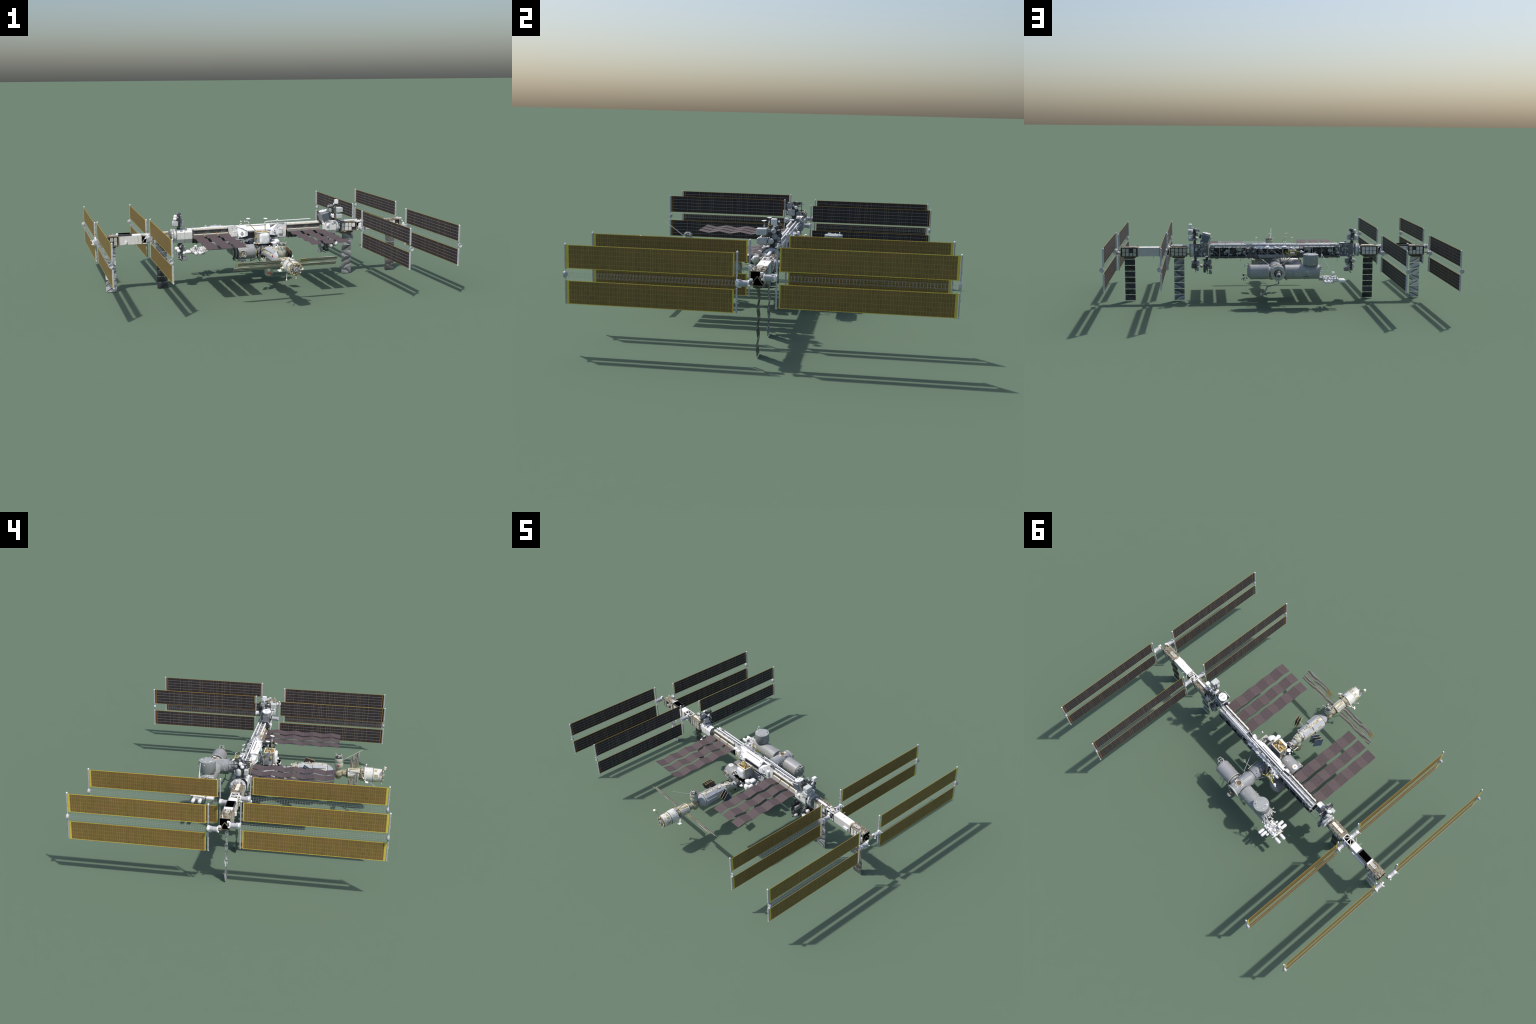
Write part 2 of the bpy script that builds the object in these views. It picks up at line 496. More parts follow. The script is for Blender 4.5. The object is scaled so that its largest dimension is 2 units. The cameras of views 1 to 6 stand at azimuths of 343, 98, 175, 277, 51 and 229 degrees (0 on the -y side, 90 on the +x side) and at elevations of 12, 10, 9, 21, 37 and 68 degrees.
# ------------------------------------------------------------------ solar wings
WL, WH = 0.641, 0.0447           # blanket length and half height

def solar_meshes():
    gold, dark = wing_gold("solar_cells_back_gold", WL, WH), wing_dark("solar_cells_dark", WL, WH)
    bm = bmesh.new()
    n = 78
    t = 0.0007
    # the long edges are scalloped where the blanket is folded panel by panel
    rows = []
    for i in range(n + 1):
        y = WL * i / n
        h = WH + (0.0009 if i % 2 else 0.0)
        rows.append([bm.verts.new((x, y, z)) for x, z in ((t, -h), (t, h), (-t, h), (-t, -h))])
    for a, b in zip(rows, rows[1:]):
        for k, m in ((0, 0), (1, 1), (2, 1), (3, 1)):
            f = bm.faces.new((a[k], a[(k + 1) % 4], b[(k + 1) % 4], b[k]))
            f.material_index = m
    bm.faces.new(rows[0])
    bm.faces.new(rows[-1][::-1])
    bmesh.ops.recalc_face_normals(bm, faces=bm.faces)
    me = bpy.data.meshes.new("solar_blanket")
    bm.to_mesh(me)
    bm.free()
    me.materials.append(gold)
    me.materials.append(dark)
    return me


def solar_wing(x, y0, s, zc, xf, blanket):
    """Starboard wing: root bar at y0, growing in direction s (+1 fore, -1 aft); gold face outboard (+x)."""
    mx = x + 0.0085                                # mast axis sits outboard of the blankets
    yb = lambda d: y0 + s * d
    wing = Part("solar_wing", None, xf)            # folding mast lattice
    w, L, bays = 0.0085, 0.652, 52
    zs = (-w, w)
    for a in zs:
        for b in zs:
            wing.beam((mx + a, yb(0.004), zc + b), (mx + a, yb(L), zc + b), 0.00032, "lattice")
    for i in range(bays + 1):
        y = yb(0.004 + (L - 0.004) * i / bays)
        for a in zs:
            wing.beam((mx + a, y, zc - w), (mx + a, y, zc + w), 0.00030, "lattice")
        wing.beam((mx - w, y, zc + w), (mx + w, y, zc - w), 0.00018, "lattice")
    wing = wing.make(20)

    can = Part("mast_canister", wing, xf)
    can.lathe((mx, yb(0.002), zc), (0, -s, 0), [(0, .0125, "bright"), (.011, .0125, "bright"), (.0115, .0118), (.044, .0118), (.0445, .0138, "bright"), (.050, .0138, "bright")], "canister", 22)
    can.cyl((mx, yb(-0.048), zc), (mx, yb(-0.062), zc), .005, "tan", seg=10)
    can.box((mx - .004, yb(-0.048), zc + .010), (mx + .006, yb(-0.060), zc + .019), "bright", .001)
    can.pod((mx + .004, yb(-0.046), zc - .008), (mx + .0190, yb(-0.052), zc - .004), .0038, "bright")
    can.beam((mx, yb(-.058), zc), (x - .02, yb(-.058), zc), .006, "tan")
    for a in (-1, 1):
        can.cyl((mx + .003, yb(-.004), zc + a * .013), (mx + .003, yb(-.018), zc + a * .013), .0026, "bright", seg=8)
    can.clutter((mx - .013, yb(.001), zc - .012), (mx + .013, yb(-.008), zc + .012), 8, (.003, .006), ["bright", "canister"], 11)
    can.make()

    for part_y, tip in ((0.0, False), (0.6555, True)):
        for u in (-1, 1):
            bar = Part("blanket_box", wing, xf)
            z0, z1 = zc + u * .0215, zc + u * .1145
            bar.box((x - .0045, yb(part_y - .0028), z0), (x + .0045, yb(part_y + .0028), z1), "bar", .0008)
            bar.box((x - .0025, yb(part_y - (.0048 if not tip else -.0048)), z0 + u * .028), (x + .0005, yb(part_y), z0 + u * .034), "bar", .0005)
            bar.ball((x - .001, yb(part_y), z1), .0042, "bright", 10)
            for k in (.25, .55, .85):
                zz = z0 + (z1 - z0) * k
                bar.box((x - .003, yb(part_y), zz - .0016), (x - .0002, yb(part_y + (-.0042 if not tip else .0042)), zz + .0016), "dark" if not tip else "bar")
            bar.cyl((x - .001, yb(part_y), z0), (mx, yb(part_y + .001), zc + u * .009), .0018, "bar", seg=8)
            bar.make()
    disc = Part("mast_tip_plate", wing, xf)
    disc.lathe((mx, yb(.648), zc), (0, s, 0), [(0, .0085), (.0015, .0108), (.0055, .0125), (.0105, .0125), (.0115, .0112), (.0085, .0095), (.0075, .004)], "bar", 24)
    disc.make(50)
    wires = Part("guide_wire", wing, xf)
    for u in (-1, 1):
        for e in (.0245, .1125):
            wires.beam((x, yb(.002), zc + u * e), (x, yb(.011), zc + u * e), .0011, "yellow")
            wires.beam((x, yb(.650), zc + u * e), (x, yb(.6535), zc + u * e), .0011, "yellow")
    wires.make()
    for u in (-1, 1):
        mw = xf @ Matrix.Translation((x + .0036, yb(0.010), zc + u * .0685 - .0006))
        if s < 0:
            mw = mw @ Matrix.Diagonal((1, -1, 1, 1))
        attach("solar_blanket", blanket, wing, mw=mw)


# ------------------------------------------------------------------ radiators
def folding_radiator(side):
    """Three long purple strips of eight folded panels reaching aft from the truss side."""
    lo, hi = (0.3015, 0.3115)
    strips = ((0.183, 0.2473), (0.2645, 0.3277), (0.3458, 0.411))
    if side < 0:
        strips = tuple((a + .0015, b + .0025) for a, b in strips)
    frame = Part("radiator_beam", None)
    x0, x1 = side * .187, side * .403
    frame.box((x0, -.0105, .3130), (x1, -.0085, .3440), "plate", .0004)
    for k in range(4):
        xx = side * (.20 + .050 * k)
        frame.box((xx, -.0118, .320), (xx + side * .030, -.0100, .338), "plate" if k % 2 else "ledge", .0004)
    frame.box((x0, -.0180, .3120), (x1, -.0110, .3160), "cream", .0008)
    frame.box((side * .190, -.0192, .3395), (side * .398, -.0105, .3512), "cream", .002)
    for k in range(6):
        xx = side * (.20 + .036 * k)
        frame.box((xx, -.0196, .3500), (xx + side * .012, -.0116, .3522), "bright", .0006)
    frame.slab([(x0, -.0325, .3015), (x1, -.0325, .3015), (x1, -.0150, .3130), (x0, -.0150, .3130)], .002, "ledge")
    frame.slab([(x0, -.0260, .2700), (x1, -.0260, .2700), (x1, -.0320, .3005), (x0, -.0320, .3005)], .0025, "dark")
    frame.beam((x0, -.0335, .3010), (x1, -.0335, .3010), .0022, "dark")
    for a, b in strips[:-1]:
        xx = side * (b + .009)
        frame.beam((xx, -.0140, .3215), (xx, -.0190, .3125), .0036, "orange")
        frame.beam((xx, -.0190, .3135), (xx - side * .001, -.0335, .3040), .0030, "orange")
        frame.beam((xx + side * .001, -.034, .304), (xx, -.068, .304), .0030, "dark")
        frame.box((xx - .003, -.0135, .3405), (xx + .003, -.0095, .3450), "orange")
    for xx in (x0, x1):
        frame.box((xx - .0015, -.0185, .3110), (xx + .0015, -.0100, .3240), "orange")
    frame = frame.make()
    for a, b in strips:
        for k in range(8):
            ya, yb = -.034 - .0542 * k, -.034 - .0542 * (k + 1)
            high = (k % 2 == 0) if side < 0 else (k % 2 == 1)
            za, zb = (hi, lo) if high else (lo, hi)
            p = Part("radiator_panel", frame)
            xs = sorted((side * a, side * b))
            g = .0003
            p.slab([(xs[0], ya - g, za), (xs[0], yb + g, zb), (xs[1], yb + g, zb), (xs[1], ya - g, za)], .0012, "purple")
            p.make()


def hanging_radiator(x0, x1, xf, front, back, seed):
    """Seven foil panels folded in a zigzag, hanging straight down from the truss."""
    top = Part("hanging_radiator", None, xf)
    top.box((x0 - .004, -.012, .268), (x1 + .004, .022, .276), "dark", .001)
    top.box((x0 + .004, -.004, .262), (x1 - .004, .014, .268), "tan", .001)
    for xx in (x0 + .014, x1 - .014):
        top.beam((xx, .006, .262), (xx, .006, .256), .003, "grey")
    zs = [.2585, .2220, .1850, .1480, .1105, .0735, .0365, .0012]
    ys = [.0035, .0090, .0030, .0092, .0032, .0090, .0036, .0080]
    for k in range(1, 7):
        for xx in (x0 + .018, x1 - .018):
            top.cyl((xx - .003, ys[k], zs[k]), (xx + .003, ys[k], zs[k]), .0013, "bar", seg=8)
    top = top.make()
    r = random.Random(seed)
    for k in range(7):
        p = Part("hanging_radiator_panel", top, xf)
        g = .0018
        zt, zb = zs[k] - (g if k else 0), zs[k + 1] + (g if k < 6 else 0)
        f = lambda z: ys[k] + (ys[k + 1] - ys[k]) * (zs[k] - z) / (zs[k] - zs[k + 1])
        # slightly buckled: two triangulated halves with a shifted centre point
        d = .0009 * r.choice((-1, 1))
        cx, cz = (x0 + x1) / 2 + r.uniform(-.012, .012), (zt + zb) / 2 + r.uniform(-.004, .004)
        t = .0007
        ring = [(x0, zb), (x1, zb), (x1, zt), (x0, zt)]
        vs, fs, ms = [], [], []
        for sgn in (1, -1):
            vs += [(a, f(b) + sgn * t, b) for a, b in ring] + [(cx, f(cz) + d + sgn * t, cz)]
        for i in range(4):
            j = (i + 1) % 4
            fs += [(i, j, 4), (5 + j, 5 + i, 9), (i, j, 5 + j, 5 + i)]
            ms += [front, back, back]
        p.mesh(vs, fs, ms)
        p.make(1)


# ------------------------------------------------------------------ truss
def inner_truss(side):
    """Truss segment between the centre section and the rotary joint: open at the front and on top."""
    x0, x1 = side * .180, side * .409
    t = Part("inner_truss", None)
    t.box((x0, -.0070, .268), (x1, -.0020, .338), "machine", .001)       # inner wall
    t.slab([(x0, -.0075, .3395), (x1, -.0075, .3395), (x1, .0300, .3315), (x0, .0300, .3315)], .0022, "grey")  # sloping upper deck
    t.box((x0, -.0250, .2655), (x1, .0330, .2690), "machine", .001)        # floor
    t.slab([(x0, .0330, .2670), (x1, .0330, .2670), (x1, .0390, .2800), (x0, .0390, .2800)], .002, "machine")
    t.beam((x0, .0360, .3325), (x1, .0360, .3325), .0026, "steel")
    # rails above the deck
    t.box((side * .14, .0070, .3450), (side * .404, .0120, .3510), "bright", .001)
    t.box((side * .14, .0250, .3430), (side * .345, .0295, .3500), "bright", .001)
    t.box((side * .14, .0300, .3400), (side * .400, .0315, .3490), "grey", .0004)
    for k in range(9):
        x = side * (.186 + .027 * k)
        t.beam((x, .0095, .334), (x, .0095, .345), .0024, "steel")
        t.beam((x, .0285, .334), (x, .0285, .343), .0024, "steel")
        if k % 2:
            t.beam((x, .0095, .344), (x, .0285, .343), .002, "grey")
            t.beam((x, .0095, .344), (x, -.009, .343), .002, "dark")
    for xx in (.183, .235, .290, .345, .403):
        t.beam((side * xx, .0375, .270), (side * xx, .0375, .334), .003, "steel")
    for a, b in ((.183, .235), (.345, .403)):
        t.beam((side * a, .0370, .283), (side * b, .0370, .331), .0018, "grey")
    # folded covers at the outboard end
    t.slab([(side * .372, .024, .336), (side * .405, .020, .335), (side * .402, .030, .349), (side * .380, .034, .347)], .002, "crinkle")
    t = t.make()
    gear = Part("truss_equipment", t, kind="stuff")
    gear.clutter((min(x0, x1) + .01, .000, .280), (max(x0, x1) - .01, .014, .324), 34, (.008, .020), ["dark", "machine", "steel", "grey", "dark"], 20 + side)
    gear.clutter((min(x0, x1) + .01, -.004, .334), (max(x0, x1) - .01, .024, .3375), 34, (.003, .007), ["dark", "steel", "steel", "crinkle", "grey"], 30 + side)
    gear.clutter((min(x0, x1) + .01, -.026, .264), (max(x0, x1) - .01, .026, .2665), 20, (.004, .010), ["machine", "steel", "dark"], 33 + side)
    gear.make()
    tank = Part("coolant_tank", t)
    xt = .298 if side > 0 else -.345
    tank.pod((xt - .015, .020, .309), (xt + .012, .020, .309), .0115, "palepanel")
    tank.box((xt - .0175, .010, .284), (xt - .0140, .032, .331), "palepanel")
    tank.box((xt - .030, .010, .2845), (xt - .014, .030, .289), "palepanel")
    tank.make()
    flat = Part("equipment_panel", t)
    xs = .235 if side > 0 else -.200
    flat.slab([(xs + .008, .020, .288), (xs - .022, .020, .288), (xs - .022, .020, .303), (xs + .008, .020, .294)], .003, "palepanel")
    flat.slab([(xs + .008, .020, .330), (xs - .030, .020, .330), (xs - .022, .020, .306), (xs + .008, .020, .316)], .003, "palepanel")
    flat.box((side * .386, .014, .290), (side * .404, .030, .300), "palepanel", .001)
    flat.box((side * .380, .014, .318), (side * .396, .030, .326), "palepanel", .001)
    flat.make()


def centre_truss():
    t = Part("centre_truss", None)
    t.box((-.178, -.0090, .268), (.178, -.0040, .335), "machine", .001)
    t.slab([(-.178, -.0075, .3330), (.178, -.0075, .3330), (.178, .0300, .3240), (-.178, .0300, .3240)], .0022, "steel")
    t.box((-.178, -.026, .2665), (.178, .0330, .2715), "steel", .001)
    # bright sloping cover on the upper aft side, with tapered ends
    t.loft([[(-.074, -.0345, .318), (-.074, -.0345, .325), (-.140, -.0035, .3515), (-.140, .001, .3515), (-.130, .001, .340), (-.078, -.012, .318)],
            [(.078, -.0345, .318), (.078, -.0345, .325), (.080, -.0035, .3515), (.080, .001, .3515), (.080, .001, .340), (.078, -.012, .318)]], "bright")
    t.slab([(-.060, -.0325, .3150), (.070, -.0325, .3150), (.070, -.020, .3080), (-.060, -.020, .3080)], .002, "grey")
    t.box((-.105, -.0035, .3505), (.140, .0015, .3545), "bright", .001)
    t.slab([(-.072, -.0110, .3470), (.055, -.0110, .3470), (.055, -.0085, .3492), (-.072, -.0085, .3492)], .0012, "dark")
    t.box((-.135, .0070, .3450), (.18, .0120, .3510), "bright", .001)
    t.box((-.18, .0255, .341), (.18, .0295, .3490), "steel", .001)
    for k in range(12):
        x = -.17 + .031 * k
        t.beam((x, .0095, .332), (x, .0095, .345), .0024, "steel")
        t.beam((x, .0275, .332), (x, .0275, .342), .0024, "steel")
    t.box((-.095, -.020, .302), (.075, -.010, .3125), "machine", .001)
    t.box((-.062, -.018, .286), (.062, -.008, .304), "dark")
    # sloping shrouds at either end on the aft side
    for sx in (-1, 1):
        t.slab([(sx * .122, -.0200, .272), (sx * .178, -.0200, .270), (sx * .187, -.0120, .3490), (sx * .126, -.0040, .3510)], .0025, "crinkle")
        t.loft([[(sx * .068, -.033, .292), (sx * .068, -.031, .317), (sx * .068, -.016, .317), (sx * .068, -.016, .292)],
                [(sx * .086, -.038, .288), (sx * .086, -.034, .316), (sx * .086, -.012, .330), (sx * .086, -.016, .288)],
                [(sx * .128, -.019, .278), (sx * .128, -.0045, .349), (sx * .128, .001, .350), (sx * .128, -.004, .278)]], "bright")
        t.slab([(sx * .10, .0385, .268), (sx * .181, .0385, .268), (sx * .150, .0385, .333), (sx * .135, .0385, .333)], .0025, "machine")
    t.slab([(-.18, .033, .2675), (.18, .033, .2675), (.18, .039, .286), (-.18, .039, .286)], .002, "steel")
    # open front bay: frames and diagonals
    for k in range(7):
        x = -.15 + .05 * k
        t.beam((x, .0375, .284), (x, .0375, .332), .0028, "steel")
        if k < 6:
            t.beam((x, .037, .332 if k % 2 else .286), (x + .05, .037, .286 if k % 2 else .332), .0022, "steel")
    t.beam((-.18, .0375, .2865), (.18, .0375, .2865), .003, "steel")
    t = t.make()
    # crumpled bright thermal sheets along the upper front edge
    sheets = Part("thermal_blanket_sheet", t)
    r = random.Random(4)
    x = -.150
    while x < .128:
        w = r.uniform(.016, .034)
        zt, zb = r.uniform(.341, .350), r.uniform(.322, .334)
        yt, ybm = r.uniform(.016, .026), r.uniform(.038, .043)
        pk = r.uniform(.2, .8)
        a = [(x, yt, zt), (x + w * pk, yt + .006, zt - .004), (x + w, yt, zt - r.uniform(0, .01))]
        b = [(x - .003, ybm - .004, zb + .004), (x + w * pk, ybm + .003, zb + .002), (x + w + .003, ybm - .003, zb)]
        for i in range(2):
            sheets.slab([b[i], b[i + 1], a[i + 1], a[i]], .0016, "bright" if r.random() < .7 else "crinkle")
        x += w * .82
    sheets.make(10)
    gear = Part("truss_equipment", t, kind="stuff")
    gear.clutter((-.17, .000, .276), (.17, .016, .326), 50, (.008, .022), ["dark", "machine", "steel", "dark", "grey"], 41)
    gear.clutter((-.16, .002, .330), (.16, .026, .336), 50, (.004, .010), ["bright", "steel", "dark", "crinkle", "grey"], 42)
    gear.clutter((-.16, -.02, .262), (.16, .03, .2665), 40, (.005, .014), ["machine", "steel", "dark"], 43)
    gear.make()
    for sx in (-1, 1):
        b = Part("pump_box", t)
        b.box((sx * .131, -.030, .290), (sx * .1565, -.012, .3215), "white", .002)
        b.box((sx * .1325, -.0315, .3200), (sx * .155, -.014, .3230), "bright", .0005)
        b.make()
        c = Part("side_camera", t)
        c.cyl((sx * .104, -.022, .303), (sx * .104, -.033, .314), .0080, "bright", seg=14)
        c.cyl((sx * .104, -.033, .314), (sx * .104, -.0335, .3145), .005, "dark", seg=14)
        c.ball((sx * .118, -.026, .290), .0055, "bright")
        c.make()
    boom = Part("inspection_boom", None)
    boom.cyl((.058, .0235, .3625), (.206, .0215, .3635), .0026, "bright", seg=10)
    boom.cyl((.206, .0215, .3635), (.354, .0195, .3645), .0026, "bright", seg=10)
    for x in (.10, .206, .31):
        boom.beam((x, .0215, .352), (x, .0215, .362), .003, "grey")
    boom.make()


def joint_truss(side):
    """Half shell of white covers, open to the front, carrying the big rotary joint."""
    t = Part("joint_truss", None)
    prof = [(-.004, .3515), (-.027, .3520), (-.0405, .334), (-.0405, .296), (-.030, .273), (-.002, .2695)]
    for xa, xb in ((.413, .4575), (.4590, .505)):
        for (y0, z0), (y1, z1) in zip(prof, prof[1:]):
            q = [(side * xa, y0, z0), (side * xb, y0, z0), (side * xb, y1, z1), (side * xa, y1, z1)]
            t.slab(q if side < 0 else q[::-1], .0022, "white" if z0 > .28 else "steel", "steel")
    t.box((side * .413, -.026, .3520), (side * .470, -.005, .3545), "bright", .001)
    for y, z in ((.034, .350), (.036, .272)):
        t.beam((side * .413, y, z), (side * .505, y, z), .0013, "grey")
    for x in (.458, .504):
        t.beam((side * x, -.006, .351), (side * x, .034, .350), .0014, "grey")
        t.beam((side * x, -.004, .270), (side * x, .036, .272), .0014, "grey")
    t.beam((side * .458, -.004, .270), (side * .414, -.036, .345), .003, "steel")
    t.beam((side * .504, .030, .272), (side * .460, .004, .300), .0022, "dark")
    t.make(25)
    g = Part("truss_equipment", None, kind="stuff")
    g.clutter((min(side * .418, side * .50), -.034, .276), (max(side * .418, side * .50), -.010, .340), 16, (.008, .018), ["steel", "grey", "grey", "crinkle"], 64 + side)
    if side > 0:
        g.clutter((.425, -.042, .325), (.505, -.028, .350), 22, (.006, .014), ["bright", "crinkle", "crinkle", "steel"], 66)
    g.make()
    j = Part("rotary_joint", None)
    j.lathe((side * .505, .003, .312), (side, 0, 0), [(0, .030), (.002, .0390, "crinkle"), (.010, .0405, "crinkle"), (.016, .0395), (.018, .0420), (.023, .0420, "crinkle"), (.027, .033, "crinkle"), (.029, .020, "steel")], "steel", 16)
    r = random.Random(60 + side)
    for k in range(14):
        b = TAU * k / 14 + r.uniform(-.1, .1)
        rr = r.uniform(.026, .036)
        c = (side * .5300, .003 + rr * math.cos(b), .312 + rr * math.sin(b))
        j.rot(c, (.007, .012, .009), r.choice(["crinkle", "grey", "bright"]), Matrix.Rotation(-b, 3, "X") @ Matrix.Rotation(r.uniform(-.5, .5), 3, "Z"))
    for a, b in ((.02, .33), (-.016, .29), (.02, .29)):
        j.beam((side * .532, a, b), (side * .549, a, b), .004, "dark")
    j.make(20)


def electronics_bay(xa, xb, yc, xf, lid, pname, seed):
    """Open bay with a tan frame, boxes in the sides and a lid on top."""
    z0, z1 = .279, .336
    t = Part(pname, None, xf)
    t.box((xa + .004, yc - .020, z0 + .003), (xb - .004, yc + .020, z1 - .006), "dark")
    t.box((xa, yc - .027, z1 - .004), (xb, yc + .027, z1), "tan", .001)
    t.box((xa, yc - .027, z0 - .002), (xb, yc + .027, z0 + .002), "tan", .001)
    for xx in (xa, xb):
        for yy in (-.0255, .0255):
            t.beam((xx, yc + yy, z0), (xx, yc + yy, z1), .0028, "tan")
    t.slab([(xb, yc - .024, z0 + .004), (xb, yc + .024, z0 + .004), (xb, yc + .024, z1 - .004), (xb, yc - .024, z1 - .004)], .002, "black")
    for a, b in (((yc - .024), z0), (yc + .024, z0)):
        t.beam((xb + .002, a, b + .004), (xb + .002, yc, z1 - .02), .003, "tan")
    t = t.make()
    r = random.Random(seed)
    w = (xb - xa - .010) / 4
    for sgn in (-1, 1):
        for i in range(4):
            b = Part("battery_box", t, xf)
            x = xa + .005 + i * w
            split = z0 + .026 + r.uniform(-.004, .004)
            d = r.uniform(.0245, .0275)
            for a, c in ((z0 + .004, split - .001), (split + .001, z1 - .007)):
                if r.random() < .12:
                    continue
                b.box((x + .0022, yc + sgn * .018, a), (x + w - .0022, yc + sgn * d, c), "white" if sgn < 0 else "palepanel", .0012)
            b.make()
    g = Part("bay_fittings", t, xf, kind="stuff")
    g.clutter((xa + .004, yc - .024, z1 + .0005), (xb - .004, yc + .024, z1 + .002), 60, (.002, .0055), ["tan", "tan", "dark", "palepanel"], seed + 1)
    g.clutter((xa + .004, yc - .024, z0 - .004), (xb - .004, yc + .024, z0 - .002), 20, (.004, .010), ["tan", "dark"], seed + 2)
    if lid == "bar":
        g.box((xa + .004, yc - .0105, z1 + .001), (xb - .006, yc + .0025, z1 + .0115), "bright", .003)
    elif lid == "half":
        g.box((xa + .006, yc - .010, z1 + .001), (xa + .050, yc + .010, z1 + .0042), "palepanel", .001)
        g.box((xa + .050, yc - .0085, z1 + .001), (xb - .018, yc + .0085, z1 + .0030), "tan", .001)
        g.slab([(xb - .012, yc - .016, z1), (xb + .002, yc - .012, z1), (xb - .004, yc - .012, z1 + .014), (xb - .012, yc - .014, z1 + .012)], .003, "cream")
    else:
        g.box((xa + .006, yc - .009, z1 + .001), (xb - .020, yc + .009, z1 + .0058), "cream", .001)
        g.box((xa + .048, yc - .0092, z1 + .001), (xa + .050, yc + .0092, z1 + .0062), "tan")
    g.beam((xa + .02, yc + .02, z0), (xa + .02, yc + .028, z0 - .012), .0025, "dark")
    g.beam((xb - .02, yc + .01, z1), (xb - .02, yc + .01, z1 + .009), .003, "cream")
    g.make()


def outer_truss(side):
    xf = ID if side > 0 else ROT
    yc = .006
    electronics_bay(.545, .650, yc, xf, "bar" if side > 0 else "cream", "inner_electronics_bay", 100 + side)
    electronics_bay(.849, .949, yc, xf, "half", "outer_electronics_bay", 120 + side)
    # open frame between the inner wings
    f = Part("gimbal_frame", None, xf)
    x0, x1, y0, y1, z0, z1 = .653, .712, yc - .018, yc + .018, .283, .334
    m = "bright"
    f.box((x0 + .006, y0 + .004, z0 + .004), (x1 - .004, y1 - .004, z1 - .014), "black")
    for y in (y0, y1):
        for z in (z0, z1):
            f.beam((x0, y, z), (x1, y, z), .0042, m)
        for x in (x0, (x0 + x1) / 2, x1):
            f.beam((x, y, z0), (x, y, z1), .0042, m)
        f.beam((x0, y, z0), ((x0 + x1) / 2, y, z1), .003, "grey")
        f.beam(((x0 + x1) / 2, y, z1), (x1, y, z0), .003, "grey")
    for x in (x0, (x0 + x1) / 2, x1):
        for z in (z0, z1):
            f.beam((x, y0, z), (x, y1, z), .0042, m)
    f.beam((x0, y0, z1), ((x0 + x1) / 2, y1, z1), .003, "cream")
    f.beam(((x0 + x1) / 2, y1, z1), (x1, y0, z1), .003, "cream")
    if side > 0:
        f.clutter((x0, y0, z1 - .006), (x1, y1, z1 + .003), 40, (.005, .012), ["bright", "bright", "crinkle", "tan"], 77)
    else:
        f.clutter((x0, y0 - .004, z0), (x1, y0 + .004, z1 - .01), 16, (.004, .010), ["bright", "dark", "tan"], 78)
    for s in (-1, 1):
        f.box((.668, yc + s * .016, .290), (.686, yc + s * .026, .322), "bright", .002)
    f.make()
    # spacer with white covers
    s = Part("spacer_truss", None, xf)
    s.box((.7135, yc - .022, .281), (.846, yc + .022, .3335), "smooth" if side > 0 else "white", .001)
    if side > 0:
        s.box((.716, yc - .0215, .3335), (.838, yc + .0220, .3352), "bright", .0008)
        s.box((.800, yc - .031, .290), (.832, yc - .022, .307), "bright", .001)
        s.box((.838, yc - .012, .333), (.846, yc + .004, .3385), "sand", .0005)
        s.box((.7745, yc + .0, .3352), (.777, yc + .003, .3372), "dark")
    else:
        s.box((.7135, yc - .0205, .3335), (.764, yc + .0205, .3365), "bright", .003)
        s.box((.771, yc - .021, .3335), (.853, yc + .0225, .3455), "dark", .001)
        s.box((.778, yc - .0170, .3455), (.847, yc + .0185, .3468), "black")
        s.loft([[(.846, y, .334), (.860, y, .334), (.853, y, .3465), (.847, y, .3465)] for y in (yc - .021, yc + .022)], "bright")
        s.box((.742, yc - .033, .296), (.842, yc - .0225, .318), "bright", .002)
        s.box((.800, yc + .022, .285), (.812, yc + .031, .305), "bright", .002)
    for k in range(6 if side < 0 else 0):
        s.beam((.722 + .023 * k, yc - .0226, .282), (.722 + .023 * k, yc - .0226, .332), .0012, "tan")
    for xx in (.7125, .8475):
        s.box((xx - .0018, yc - .0245, .278), (xx + .0018, yc + .0245, .3365), "tan", .0005)
    s.beam((.75, yc + .02, .281), (.75, yc + .02, .270), .0016, "dark")
    s.beam((.72, yc + .024, .334), (.70, yc + .038, .340), .0016, "cream")
    s.beam((.74, yc + .024, .330), (.745, yc + .040, .334), .0016, "cream")
    s.make()
    if side > 0:
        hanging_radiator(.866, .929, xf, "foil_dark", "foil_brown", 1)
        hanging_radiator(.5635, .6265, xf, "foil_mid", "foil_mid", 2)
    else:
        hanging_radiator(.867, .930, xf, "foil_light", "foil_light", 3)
        hanging_radiator(.5635, .6265, xf, "foil_dark", "foil_dark", 4)


